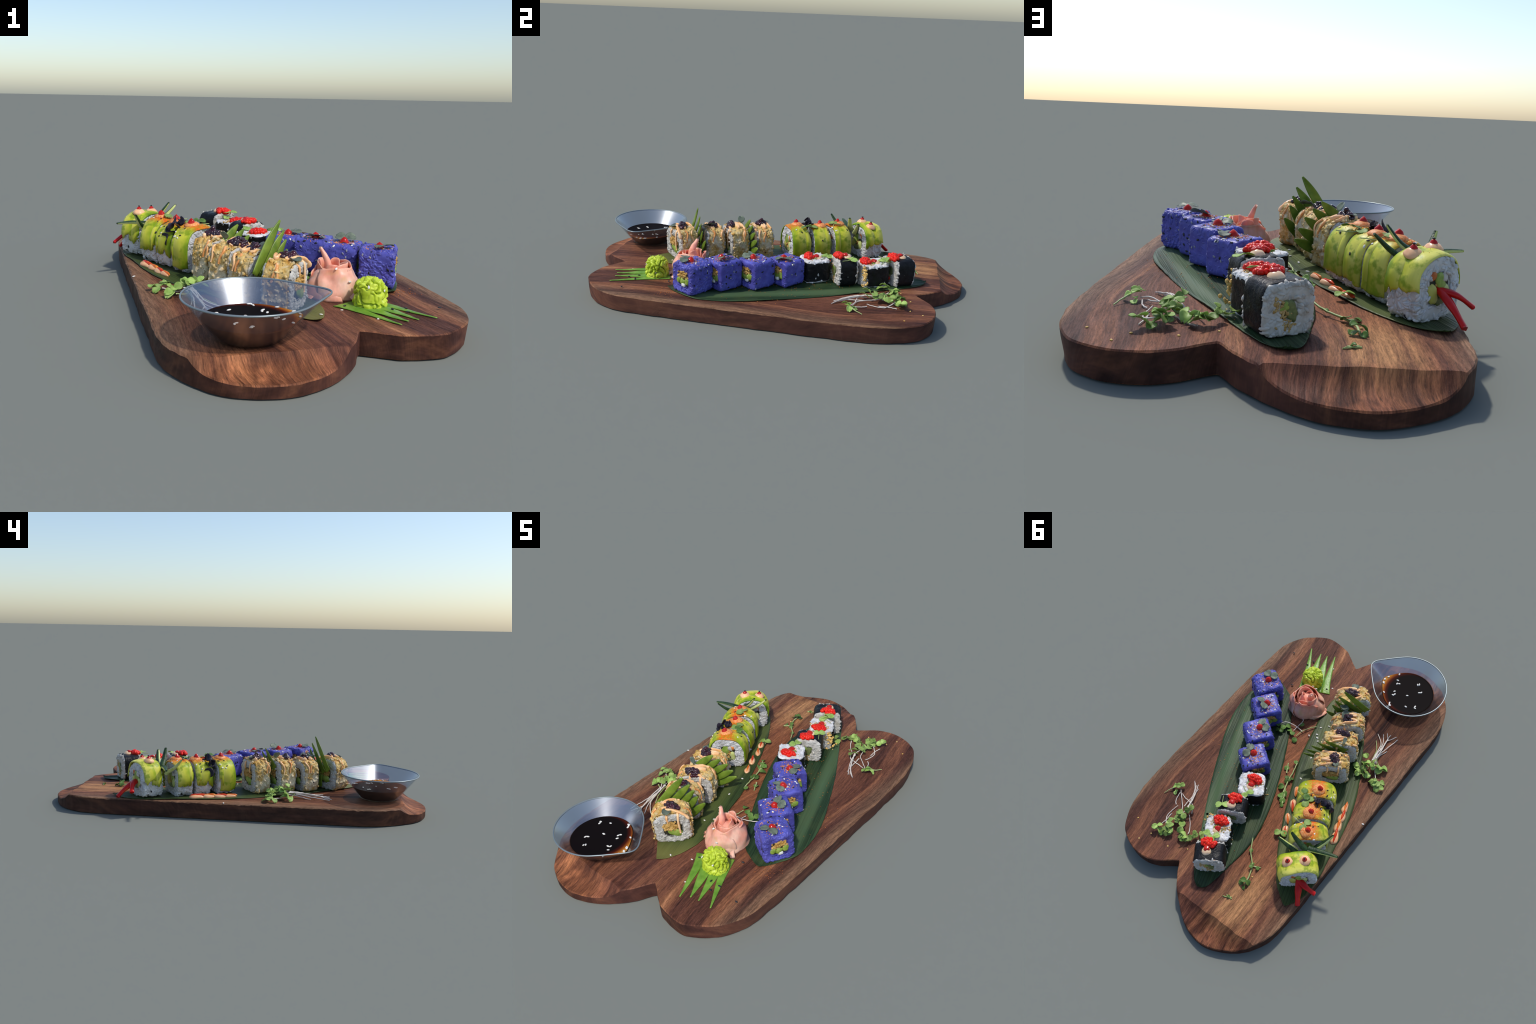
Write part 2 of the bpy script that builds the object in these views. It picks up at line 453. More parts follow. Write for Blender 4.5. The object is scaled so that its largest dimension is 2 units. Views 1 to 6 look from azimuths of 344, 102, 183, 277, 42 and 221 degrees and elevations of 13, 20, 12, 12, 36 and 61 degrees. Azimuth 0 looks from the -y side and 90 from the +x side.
CRUMB = simple("fried_crumb_filling", (0.34, 0.17, 0.03), (0.62, 0.40, 0.13), 45, 0.5, bump=0.5)
CUKE = simple("cucumber_filling", (0.16, 0.26, 0.03), (0.36, 0.44, 0.10), 40, 0.3, sss=0.2)
DULL_GREEN = simple("soft_avocado_filling", (0.075, 0.095, 0.035), (0.22, 0.25, 0.09), 50, 0.4)
OCHRE = simple("ochre_crumbs", (0.34, 0.19, 0.05), (0.55, 0.38, 0.15), 60, 0.6)
CUKE_PALE = simple("cucumber_flesh", (0.46, 0.52, 0.14), (0.60, 0.64, 0.28), 40, 0.3, sss=0.2)
CUKE_SKIN = simple("cucumber_skin", (0.010, 0.032, 0.012), (0.035, 0.075, 0.022), 60, 0.4, bump=0.5)
CREAM = simple("cream_cheese", (0.72, 0.72, 0.66), (0.82, 0.82, 0.78), 30, 0.4)
EGG = simple("avocado_chunk", (0.44, 0.42, 0.08), (0.58, 0.54, 0.16), 20, 0.3)
SALMON = simple("salmon_filling", (0.45, 0.10, 0.02), (0.62, 0.22, 0.06), 30, 0.3)
DARK_FILL = simple("nori_lining", (0.012, 0.012, 0.010), (0.04, 0.035, 0.022), 50, 0.5)
MICRO = make_micro_leaf("microgreen_leaf", (0.24, 0.40, 0.075), (0.44, 0.58, 0.18))
MICRO_D = make_micro_leaf("pea_shoot_leaf", (0.085, 0.19, 0.035), (0.21, 0.34, 0.085))
MICRO_P = make_micro_leaf("purple_microgreen_leaf", (0.095, 0.120, 0.095), (0.215, 0.255, 0.175), 0.1)
MICRO_V = make_micro_leaf("violet_leaf", (0.012, 0.010, 0.020), (0.035, 0.028, 0.045), 0.08)
STEM = simple("pale_stem", (0.60, 0.52, 0.47), (0.74, 0.70, 0.60), 30, 0.4)
STEM_G = simple("green_stem", (0.27, 0.36, 0.10), (0.46, 0.52, 0.24), 30, 0.4)
FORK = simple("cut_leaf_green", (0.11, 0.25, 0.022), (0.20, 0.36, 0.05), 30, 0.35, bump=0.3)
FAN = simple("fan_leaf_green", (0.095, 0.165, 0.014), (0.21, 0.29, 0.035), 24, 0.35)

# ------------------------------------------------------------------ mesh helpers
def add_mesh(name, v, f, mat, parent=None, loc=(0, 0, 0), smooth=True, mats=None, midx=None, angle=None):
    me = bpy.data.meshes.new(name)
    v = np.asarray(v, float)
    me.from_pydata(v.tolist(), [], [tuple(int(i) for i in q) for q in f])
    me.validate(); me.update()
    for m in (mats or [mat]):
        me.materials.append(m)
    if midx is not None:
        me.polygons.foreach_set("material_index", np.asarray(midx, np.int32))
    me.polygons.foreach_set("use_smooth", np.full(len(me.polygons), smooth))
    if angle:
        me.set_sharp_from_angle(angle=angle)
    ob = bpy.data.objects.new(name, me)
    COL.objects.link(ob)
    ob.location = loc
    if parent:
        ob.parent = parent
    return ob


def empty(name, loc, rotz=0.0, label="", category=""):
    ob = bpy.data.objects.new(name, None)
    COL.objects.link(ob)
    ob.empty_display_size = 0.05
    ob.location = loc
    ob.rotation_euler = (0, 0, rotz)
    ob["label"] = label; ob["category"] = category
    return ob


def grid_faces(nu, nv, wrap_u=False, wrap_v=False, off=0):
    f = []
    for i in range(nu if wrap_u else nu - 1):
        for j in range(nv if wrap_v else nv - 1):
            a, b = i, (i + 1) % nu
            c, d = j, (j + 1) % nv
            f.append((off + a * nv + c, off + b * nv + c, off + b * nv + d, off + a * nv + d))
    return f


def grid_normals(P):
    du = np.gradient(P, axis=0); dv = np.gradient(P, axis=1)
    n = np.cross(du, dv)
    return n / (np.linalg.norm(n, axis=2, keepdims=True) + 1e-12)


def thick_sheet(P, t, taper=0.35, soft=2):
    """closed sheet of thickness t grown along the grid normal, thinning at its border"""
    nu, nv = P.shape[:2]
    N = grid_normals(P)
    iu = np.minimum(np.arange(nu), np.arange(nu)[::-1]); iv = np.minimum(np.arange(nv), np.arange(nv)[::-1])
    e = np.minimum(np.minimum(iu[:, None], iv[None, :]) / soft, 1.0)
    th = t * (taper + (1 - taper) * np.sqrt(e))
    A = P + N * (th * 0.5)[..., None]; B = P - N * (th * 0.5)[..., None]
    v = np.concatenate([A.reshape(-1, 3), B.reshape(-1, 3)])
    f = grid_faces(nu, nv)
    o = nu * nv
    f2 = [(o + q[0], o + q[3], o + q[2], o + q[1]) for q in f]
    ring = [(i, 0) for i in range(nu)] + [(nu - 1, j) for j in range(1, nv)] + [(i, nv - 1) for i in range(nu - 2, -1, -1)] + [(0, j) for j in range(nv - 2, 0, -1)]
    ids = [i * nv + j for i, j in ring]
    side = []
    for k in range(len(ids)):
        a, b = ids[k], ids[(k + 1) % len(ids)]
        side.append((a, a + o, b + o, b))
    return v, f + f2 + side


def frames(pts):
    pts = np.asarray(pts, float)
    t = np.gradient(pts, axis=0)
    t /= np.linalg.norm(t, axis=1, keepdims=True) + 1e-12
    ref = np.array([0, 0, 1.0]) if abs(t[0, 2]) < 0.9 else np.array([1.0, 0, 0])
    n = np.cross(t[0], ref); n /= np.linalg.norm(n)
    ns = [n]
    for i in range(1, len(pts)):
        n = ns[-1] - t[i] * (ns[-1] @ t[i])
        ns.append(n / (np.linalg.norm(n) + 1e-12))
    ns = np.array(ns)
    return t, ns, np.cross(t, ns)


def catmull(pts, n=8, closed=False):
    p = np.asarray(pts, float)
    out = []
    m = len(p)
    for i in range(m if closed else m - 1):
        if closed:
            a, b, c, d = p[(i - 1) % m], p[i], p[(i + 1) % m], p[(i + 2) % m]
        else:
            a, b, c, d = p[max(i - 1, 0)], p[i], p[i + 1], p[min(i + 2, m - 1)]
        for k in range(n):
            t = k / n
            out.append(0.5 * (2 * b + (c - a) * t + (2 * a - 5 * b + 4 * c - d) * t * t + (3 * b - a - 3 * c + d) * t ** 3))
    if not closed:
        out.append(p[-1])
    return np.array(out)


def tube(pts, rad, k=8, flat=1.0, up=None):
    pts = np.asarray(pts, float)
    rad = np.broadcast_to(np.asarray(rad, float), (len(pts),))
    t, n, b = frames(pts)
    if up is not None:
        b = np.broadcast_to(np.asarray(up, float), t.shape) - t * (t @ np.asarray(up, float))[:, None]
        b /= np.linalg.norm(b, axis=1, keepdims=True) + 1e-9
        n = np.cross(b, t)
    a = np.linspace(0, 2 * PI, k, endpoint=False)
    v = pts[:, None, :] + rad[:, None, None] * (np.cos(a)[None, :, None] * n[:, None, :] + flat * np.sin(a)[None, :, None] * b[:, None, :])
    v = v.reshape(-1, 3)
    f = grid_faces(len(pts), k, wrap_v=True)
    c0, c1 = len(v), len(v) + 1
    v = np.vstack([v, pts[0] - t[0] * rad[0] * 0.6, pts[-1] + t[-1] * rad[-1] * 0.6])
    L = (len(pts) - 1) * k
    f += [(c0, (j + 1) % k, j) for j in range(k)] + [(c1, L + j, L + (j + 1) % k) for j in range(k)]
    return v, f


def merge(parts):
    V, F, o = [], [], 0
    for v, f in parts:
        V.append(np.asarray(v)); F += [tuple(i + o for i in q) for q in f]; o += len(v)
    return np.vstack(V), F


def sphere(nu=8, nv=6):
    v = [(0, 0, 1)]
    for j in range(1, nv):
        p = PI * j / nv
        for i in range(nu):
            a = 2 * PI * i / nu
            v.append((math.sin(p) * math.cos(a), math.sin(p) * math.sin(a), math.cos(p)))
    v.append((0, 0, -1))
    f = [(0, 1 + i, 1 + (i + 1) % nu) for i in range(nu)]
    for j in range(nv - 2):
        for i in range(nu):
            a, b = 1 + j * nu + i, 1 + j * nu + (i + 1) % nu
            f.append((a, a + nu, b + nu, b))
    l = 1 + (nv - 2) * nu
    f += [(l + (i + 1) % nu, l + i, len(v) - 1) for i in range(nu)]
    return np.array(v, float), f


def rot_from(normals, g):
    """random tangent frames: columns (tangent, bitangent, normal)"""
    n = normals / (np.linalg.norm(normals, axis=1, keepdims=True) + 1e-12)
    r = g.normal(size=n.shape)
    t = r - n * (r * n).sum(1, keepdims=True)
    t /= np.linalg.norm(t, axis=1, keepdims=True) + 1e-12
    return np.stack([t, np.cross(n, t), n], axis=2)


def scatter(base, pos, R, S):
    bv, bf = base
    v = np.einsum("nij,nkj->nki", R, bv[None] * S[:, None, :]) + pos[:, None, :]
    k = len(bv)
    bfa = [tuple(q) for q in bf]
    f = [tuple(i + o * k for i in q) for o in range(len(pos)) for q in bfa]
    return v.reshape(-1, 3), f


def sample(ob, n, g, filt=None):
    """area-weighted points and normals on an object's mesh (local space)"""
    me = ob.data
    me.calc_loop_triangles()
    tri = np.array([t.vertices[:] for t in me.loop_triangles])
    co = np.array([v.co[:] for v in me.vertices])
    a, b, c = co[tri[:, 0]], co[tri[:, 1]], co[tri[:, 2]]
    nn = np.cross(b - a, c - a); ar = np.linalg.norm(nn, axis=1)
    nn /= ar[:, None] + 1e-15
    idx = g.choice(len(tri), n * 6, p=ar / ar.sum())
    u, w = g.random(n * 6), g.random(n * 6)
    m = u + w > 1
    u[m], w[m] = 1 - u[m], 1 - w[m]
    P = a[idx] + (b - a)[idx] * u[:, None] + (c - a)[idx] * w[:, None]
    N = nn[idx]
    if filt is not None:
        k = filt(P, N); P, N = P[k], N[k]
    return P[:n], N[:n]


def dome(r, h, tip=0.3, nu=20, nr=9, jitter=0.0, seed=0):
    """a squeezed blob with a drawn-up tip (base at z=0)"""
    t = np.linspace(0, 1, nr)
    rr = r * np.concatenate([[0.92], np.cos(t[1:] * PI / 2) ** (0.6 + tip)])
    zz = h * np.concatenate([[-0.15], np.sin(t[1:] * PI / 2) ** 1.25 * (1 - 0.12 * tip)])
    rr[-1] = 0
    a = np.linspace(0, 2 * PI, nu, endpoint=False)
    v = [(rr[i] * math.cos(q), rr[i] * math.sin(q), zz[i]) for i in range(nr - 1) for q in a]
    v.append((0, 0, zz[-1] + h * 0.1 * tip))
    f = grid_faces(nr - 1, nu, wrap_v=True)
    f = [(q[0], q[3], q[2], q[1]) for q in f]
    L = (nr - 2) * nu
    f += [(L + j, L + (j + 1) % nu, len(v) - 1) for j in range(nu)]
    v = np.array(v)
    if jitter:
        v += jitter * r * np.c_[perlin(v, 1.4 / r, seed), perlin(v, 1.4 / r, seed + 9), 0.4 * perlin(v, 1.4 / r, seed + 5)]
    return v, f


def Rz(a):
    c, s = math.cos(a), math.sin(a)
    return np.array([[c, -s, 0], [s, c, 0], [0, 0, 1.0]])


def align(n, spin=0.0):
    n = np.asarray(n, float); n = n / np.linalg.norm(n)
    t = np.cross([0, 1, 0], n) if abs(n[1]) < 0.9 else np.cross([1, 0, 0], n)
    t /= np.linalg.norm(t)
    return np.stack([t, np.cross(n, t), n], axis=1) @ Rz(spin)


def cotyledon(size=0.03, lobes=2, curl=0.25, th=0.0016, notch=0.35, seed=0):
    """small seed-leaf: one or two rounded, slightly cupped and notched lobes"""
    parts = []
    for k in range(lobes):
        nu, nv = 9, 9
        u = np.linspace(0, 1, nu)[:, None]; v = np.linspace(-1, 1, nv)[None, :]
        w = size * 0.50 * np.sin(np.clip(u, 0.015, 0.985) ** 1.1 * PI) ** 0.5
        x = size * (u * (1 - notch * 0.5 * (1 - np.abs(v)) ** 2 * u ** 3)) + 0 * v
        y = w * v
        z = curl * (y ** 2) / size * 1.5 - curl * x ** 2 / size * 0.7 + 0.002
        P = np.stack([x, y, z + 0 * x], axis=2)
        P[..., 2] += 0.08 * size * perlin(P.reshape(-1, 3), 2.0 / size, seed + k).reshape(nu, nv)
        ang = (0.62 if k else -0.62) if lobes == 2 else 0
        if lobes == 2:
            ang *= 1.9
        q, f = thick_sheet(P @ Rz(ang).T, th, 0.6, 1)
        parts.append((q, f))
    return merge(parts)


# ------------------------------------------------------------------ the board
BT = 0.084            # thickness of the board
def corner_run(pts, n=14):
    return catmull([(*p, 0) for p in pts], n)[:, :2]

south_small = [(-.506, -.55), (-.503, -.68), (-.485, -.76), (-.451, -.838), (-.383, -.936), (-.278, -.992), (-.16, -.995), (-.04, -.938), (.052, -.848), (.096, -.772), (.109, -.755)]
right_side = [(.109, -.755), (.125, -.766), (.175, -.800), (.232, -.833), (.335, -.846), (.414, -.816), (.498, -.737), (.544, -.632), (.556, -.48), (.556, -.25), (.553, 0), (.549, .35),
              (.540, .55), (.507, .695), (.452, .793), (.370, .845), (.281, .858), (.194, .832), (.125, .778), (.102, .761)]
north_small = [(.102, .761), (.088, .780), (.052, .830), (-.02, .905), (-.112, .970), (-.195, .996), (-.277, .993), (-.365, .951), (-.441, .885), (-.492, .797), (-.507, .67), (-.508, .3), (-.507, -.2), (-.506, -.55)]
outline = np.vstack([corner_run(s)[:-1] for s in (south_small, right_side, north_small)])
# resample evenly
def resample(p, step):
    q = np.vstack([p, p[:1]])
    d = np.concatenate([[0], np.cumsum(np.linalg.norm(np.diff(q, axis=0), axis=1))])
    n = int(d[-1] / step)
    s = np.linspace(0, d[-1], n, endpoint=False)
    return np.c_[np.interp(s, d, q[:, 0]), np.interp(s, d, q[:, 1])]
outline = resample(outline, 0.0085)

def ridge_y(x):
    """where the end slopes begin: north and south lines across the longer lobe"""
    wob = 0.004 * np.sin(x * 31) + 0.003 * np.sin(x * 67 + 1)
    return 0.883 + 0.058 * x + wob * 0.6, -(0.874 - 0.30 * np.clip(-x - 0.36, 0, 1) + wob * 0.6)

def board_top(x, y):
    """flat top with a scooped slope cut into both ends of the longer lobe"""
    x = np.asarray(x, float); y = np.asarray(y, float)
    rn, rs = ridge_y(x)
    un = np.clip((y - rn) / 0.125, 0, 1); us = np.clip((rs - y) / 0.125, 0, 1)
    lobe = (x < 0.2)
    un = np.where(lobe, un, 0); us = np.where(lobe, us, 0)
    dip = lambda u: 0.044 * (1 - (1 - u) ** 3.0)
    return BT - dip(un) - dip(us)

def build_board():
    on = outline
    d = np.roll(on, -1, 0) - np.roll(on, 1, 0)
    nrm = np.c_[d[:, 1], -d[:, 0]]; nrm /= np.linalg.norm(nrm, axis=1, keepdims=True)
    p3 = np.c_[on, np.zeros(len(on))]
    chip = np.clip(perlin(p3, 26, 3), 0, 1) * 0.006 + np.clip(perlin(p3, 60, 4), 0, 1) * 0.003
    west = np.clip((-on[:, 0] - 0.40) * 12, 0, 1)
    chip = chip * (0.45 + 0.9 * west)
    wave = 0.003 * perlin(p3, 9, 8)
    side = on + nrm * wave[:, None]
    top = side - nrm * (0.0035 + chip)[:, None]
    # flat part of the top, triangulated over a jittered lattice
    st = 0.0125
    gx, gy = np.meshgrid(np.arange(-0.52, 0.57, st), np.arange(-1.0, 1.01, st))
    pts = np.c_[gx.ravel(), gy.ravel()]
    extra_y = np.concatenate([np.arange(0.84, 1.0, 0.006), -np.arange(0.84, 1.0, 0.006)])
    ex, ey = np.meshgrid(np.arange(-0.5, 0.1, 0.012), extra_y)
    pts = np.vstack([pts, np.c_[ex.ravel() + 0.004, ey.ravel() + 0.0017]])
    xr = np.arange(-0.5, 0.10, 0.006)
    rn, rs = ridge_y(xr)
    ridge = np.vstack([np.c_[xr, rn], np.c_[xr, rs]])
    a_ = np.array([np.sqrt(((pts - q) ** 2).sum(1)) for q in ridge]).min(0)
    pts = np.vstack([ridge, pts[a_ > 0.004]])
    # keep points well inside
    a, b = top, np.roll(top, -1, 0)
    inside = np.zeros(len(pts), bool)
    for (x1, y1), (x2, y2) in zip(a, b):
        c = ((y1 > pts[:, 1]) != (y2 > pts[:, 1]))
        xi = (x2 - x1) * (pts[:, 1] - y1) / ((y2 - y1) if y2 != y1 else 1e-9) + x1
        inside ^= c & (pts[:, 0] < xi)
    near = np.full(len(pts), 9.0)
    for k in range(0, len(top), 400):
        near = np.minimum(near, np.sqrt(((pts[:, None] - top[None, k:k + 400]) ** 2).sum(2)).min(1))
    pts = pts[inside & (near > 0.006)]
    allp = np.vstack([top, pts])
    n = len(top)
    kr = int((inside & (near > 0.006))[:len(ridge)].sum())
    half = int((inside & (near > 0.006))[:len(xr)].sum())
    cons = [(i, (i + 1) % n) for i in range(n)] + [(n + i, n + i + 1) for i in range(kr - 1) if i != half - 1]
    res = delaunay_2d_cdt([Vector(p) for p in allp], cons, [], 1, 1e-7)
    v2 = np.array([tuple(p) for p in res[0]])
    tf = [tuple(q) for q in res[2]]
    zt = board_top(v2[:, 0], v2[:, 1])
    q3 = np.c_[v2, np.zeros(len(v2))]
    zt = zt + 0.0006 * perlin(q3, 14, 5)
    tops = np.c_[v2, zt]
    # map outline order (cdt keeps the input vertices first)
    ring0 = list(range(n))
    zr = zt[:n]
    rings, Z = [], []
    prof = [(0.0, -0.0035, 0), (0.6, None, 0), (0.75, None, 0), (0.9, None, 0), (1.0, 0.004, 0), (1.0, 0.0, 1)]
    V = [tops]
    base = len(tops)
    for k in range(6):
        t = (0.0, 0.30, 0.55, 0.80, 0.955, 1.0)[k]
        z = (zr - 0.004 - chip * 0.8) * (1 - t)
        ins = 0.004 if t == 1.0 else 0.0
        xy = side + nrm * (0.0022 * perlin(np.c_[on, z], 22, 12) - 0.009 * t * np.clip((on[:, 0] - 0.1) / 0.4, 0, 1) - ins)[:, None]
        V.append(np.c_[xy, np.maximum(z, 0)])
        rings.append([base + k * n + i for i in range(n)])
    F = list(tf)
    seq = [ring0] + rings
    for r0, r1 in zip(seq[:-1], seq[1:]):
        F += [(r0[i], r1[i], r1[(i + 1) % n], r0[(i + 1) % n]) for i in range(n)]
    F.append(tuple(reversed(rings[-1])))
    ob = add_mesh("wooden_board", np.vstack(V), F, WOOD, angle=math.radians(26))
    # make sure the normals face outwards
    import bmesh
    bm = bmesh.new(); bm.from_mesh(ob.data); bmesh.ops.recalc_face_normals(bm, faces=bm.faces); bm.to_mesh(ob.data); bm.free()
    ob.data.set_sharp_from_angle(angle=math.radians(26))
    ob["label"] = "dark brown wooden serving board with two offset rounded lobes"
    ob["category"] = "serving board"
build_board()

# ------------------------------------------------------------------ bamboo leaves
def bamboo_leaf(left, right, mat, name, label, fold, lift_seed, edge_lift=0.004, tip_lift=(0.012, 0.010)):
    """left/right: matching world edge points from north tip to south tip"""
    L = catmull([(*p, 0) for p in left], 9); R = catmull([(*p, 0) for p in right], 9)
    nu, nv = len(L), 29
    t = np.linspace(0, 1, nv)[None, :, None]
    P = L[:, None, :] * (1 - t) + R[:, None, :] * t
    u = np.linspace(0, 1, nu)[:, None]; tt = t[..., 0]
    flat = P.reshape(-1, 3)
    z = BT + 0.0022 + edge_lift * (np.abs(tt - 0.5) * 2) ** 3 * (0.6 + perlin(flat, 5, lift_seed).reshape(nu, nv))
    z = z + tip_lift[0] * np.clip(1 - u / 0.07, 0, 1) ** 2 + tip_lift[1] * np.clip(1 - (1 - u) / 0.07, 0, 1) ** 2
    if fold is not None:
        for fpos, amp, wd in fold:
            z = z + amp * np.exp(-((tt - fpos) / wd) ** 2) * np.sin(np.clip(u * 1.1, 0, 1) * PI) ** 0.5
    z = z + np.abs(0.0012 * perlin(np.c_[flat[:, 0] * 1.0, flat[:, 1], flat[:, 2]], 16, lift_seed + 3).reshape(nu, nv))
    P = P.copy(); P[..., 2] = z
    edge = perlin(P[:, 0], 40, 2) * 0.002
    P[:, 0, 0] -= edge; P[:, -1, 0] += edge
    mid = P[nu // 2, nv // 2]
    ax = P[0, nv // 2] - P[-1, nv // 2]
    ang = math.atan2(ax[1], ax[0]) - PI / 2
    loc = np.array([mid[0], mid[1], 0])
    Q = (P - loc) @ Rz(-ang).T
    v, f = thick_sheet(Q, 0.0022, 0.8, 1)
    ob = add_mesh(name, v, f, mat)
    ob.location = loc; ob.rotation_euler = (0, 0, ang)
    ob["label"] = label; ob["category"] = "bamboo leaf"
    return ob

bamboo_leaf(
    [(-.068, .806), (-.100, .770), (-.112, .66), (-.122, .50), (-.105, .36), (-.042, .18), (.035, .015), (.128, -.155), (.205, -.275), (.268, -.352), (.335, -.388), (.392, -.410)],
    [(-.060, .806), (-.004, .768), (.082, .640), (.175, .490), (.270, .335), (.362, .160), (.435, .010), (.472, -.115), (.484, -.215), (.474, -.275), (.440, -.345), (.400, -.408)],
    LEAF_A, "bamboo_leaf", "long dark green glossy leaf under the rolls", [(0.80, 0.005, 0.06), (0.9, -0.002, 0.05)], 21)
bamboo_leaf(
    [(-.462, .618), (-.500, .520), (-.500, .40), (-.478, .29), (-.455, .155), (-.418, .005), (-.350, -.15), (-.270, -.29), (-.190, -.42), (-.110, -.535), (-.040, -.610), (.012, -.660)],
    [(-.448, .616), (-.365, .560), (-.312, .500), (-.236, .392), (-.150, .235), (-.072, .070), (-.010, -.07), (.030, -.215), (.066, -.36), (.080, -.47), (.062, -.575), (.022, -.654)],
    LEAF_B, "bamboo_leaf", "long olive green ribbed leaf under the rolls", [(0.5, 0.002, 0.05)], 33)

# ------------------------------------------------------------------ rolls
LEAFZ = 0.089

class Roll:
    def __init__(self, name, label, loc, ang, W, H, L, n_top, n_bot, zc=0.45, seed=0, upright=False, nu=84, hole=0.36):
        """a roll lying along local x, base at z = 0; upright ones stand on a cut face"""
        self.W, self.H, self.L, self.upright, self.seed = W, H, L, upright, seed
        self.n_top, self.n_bot, self.zc = n_top, n_bot, zc * H
        self.g = np.random.default_rng(1000 + seed)
        self.e = empty(name, (loc[0], loc[1], LEAFZ), math.radians(ang), label, "sushi")
        if name in ("avocado_sushi_roll", "crispy_sushi_roll"):     # no two lean alike
            self.e.rotation_euler = (0.035 * math.sin(seed * 7.3), 0.045 * math.sin(seed * 3.1 + 1), math.radians(ang))
        self.R = Rz(math.radians(ang)); self.loc = np.array([loc[0], loc[1], LEAFZ])
        self.nu, self.hole = nu, hole
        self.ctr = np.array([0, 0, H * 0.5])

    def tf(self, v):
        v = np.asarray(v, float)
        if self.upright:      # roll stands on its cut face: axis becomes vertical
            return np.c_[v[:, 2] - self.H / 2, v[:, 1], v[:, 0] + self.L / 2]
        return v

    def tfn(self, n):
        return np.c_[n[:, 2], n[:, 1], n[:, 0]] if self.upright else n

    def local(self, p):
        return (np.asarray(p, float) - self.loc) @ self.R

    def prof(self, th, off=0.0):
        c, s = np.cos(th), np.sin(th)
        def pt(c, s):
            n = np.where(s > 0, self.n_top, self.n_bot)
            y = self.W / 2 * np.sign(c) * np.abs(c) ** (2 / n)
            z = self.zc + np.where(s > 0, (self.H - self.zc), self.zc) * np.sign(s) * np.abs(s) ** (2 / n)
            return np.stack([y, z], -1)
        p = pt(c, s)
        if np.any(off):
            e = 1e-3
            d = pt(np.cos(th + e), np.sin(th + e)) - pt(np.cos(th - e), np.sin(th - e))
            nn = np.stack([d[..., 1], -d[..., 0]], -1)
            nn /= np.linalg.norm(nn, axis=-1, keepdims=True) + 1e-12
            p = p + nn * np.asarray(off)[..., None]
        return p

    def theta(self, n):
        """parameter values evenly spaced along the outline"""
        t = np.linspace(0, 2 * PI, 1600)
        p = self.prof(t)
        d = np.concatenate([[0], np.cumsum(np.linalg.norm(np.diff(p, axis=0), axis=1))])
        return np.interp(np.linspace(0, d[-1], n, endpoint=False), d, t)

    def body(self, mat, name, edge=0.010, lump=0.002, lscale=60, inset=0.0, sag=0.0, hole_depth=0.006):
        th = self.theta(self.nu)
        pf = self.prof(th) * 1.0
        cen = np.array([0, self.H * 0.5])
        hw = min(self.W, self.H) / 2
        rings = []
        hl = self.L / 2 - inset
        ss = [0.06, 0.16, 0.26, self.hole - 0.04, self.hole + 0.02, 0.5, 0.62, 0.74, 0.84]
        ss = [s for s in ss if s < 1 - edge / hw - 0.03]
        half = []
        for s in ss:
            half.append((-hl + (hole_depth if s < self.hole else 0), s))
        for a in np.linspace(0, PI / 2, 5):
            half.append((-hl + edge * (1 - math.sin(a)), 1 - edge / hw * (1 - math.cos(PI / 2 - a)) if False else 1 - edge / hw * (1 - math.sin(a)) * 1.0 if a == PI / 2 else 1 - edge / hw * (1 - math.sin(a))))
        # proper quarter-round
        half = half[:len(ss)] + [(-hl + edge * (1 - math.cos(a)), 1 - edge / hw * (1 - math.sin(a))) for a in np.linspace(0, PI / 2, 5)]
        nside = 12
        mid = [(x, 1.0) for x in np.linspace(-hl + edge, hl - edge, nside)[1:-1]]
        seq = half + mid + [(-x, s) for x, s in reversed(half)]
        v = [np.array([-hl + hole_depth, *cen])]
        for x, s in seq:
            q = cen + (pf - cen) * s
            v += [np.array([x, *p]) for p in q]
        v.append(np.array([hl - hole_depth, *cen]))
        v = np.array(v)
        n = self.nu
        f = [(0, 1 + (j + 1) % n, 1 + j) for j in range(n)]
        f += [(a + 1, d + 1, c + 1, b + 1) for a, b, c, d in grid_faces(len(seq), n, wrap_v=True)]
        f = [tuple(q) for q in f]
        l = 1 + (len(seq) - 1) * n
        f += [(len(v) - 1, l + j, l + (j + 1) % n) for j in range(n)]
        # lumps
        from_c = v - np.array([0, 0, self.H * 0.5])
        nn = from_c / (np.linalg.norm(from_c, axis=1, keepdims=True) + 1e-9)
        o = v + self.seed * 3.17
        v = v + nn * (lump * (fbm(o, lscale, self.seed, 2) - worley(o, lscale * 1.1, self.seed) + 0.5) + 0.6 * lump * perlin(o, 14, self.seed))[:, None]
        v[:, 2] = np.maximum(v[:, 2], 0.0)
        ob = self.add(name, v, f, mat)
        self.bodyob = ob
        return ob

    def add(self, name, v, f, mat, raw=False, **kw):
        ob = add_mesh(name, v if raw else self.tf(v), f, mat, self.e, **kw)
        if self.upright and not raw:
            ob.data.flip_normals()
        return ob

    def shell(self, mat, name, x0, x1, off, th, disp=None, nx=26, nth=None):
        """sleeve wrapped all round the roll"""
        t = self.theta(nth or self.nu)
        xs = np.linspace(x0, x1, nx)
        o = np.full(len(t), off)
        inner = self.prof(t, o * 0 - 0.002); outer = self.prof(t, o + th)
        vin = np.array([[x, *p] for x in xs for p in inner])
        vout = np.array([[x, *p] for x in xs for p in outer])
        e = np.repeat(np.minimum(np.arange(nx), np.arange(nx)[::-1]), len(t))
        nn = vout - vin; nn /= np.linalg.norm(nn, axis=1, keepdims=True)
        vout = np.where((e == 0)[:, None], vin + nn * (0.002 + off + th * 0.4), vout)
        if disp is not None:
            d = disp(vout)
            vout = vout + nn * (d * np.where(e < 1, 0.4, 1))[:, None]
            vout[:, 0] += np.where(e < 2, 1, 0) * perlin(vout, 60, self.seed + 4) * 0.004
        vout[:, 2] = np.maximum(vout[:, 2], -0.001)
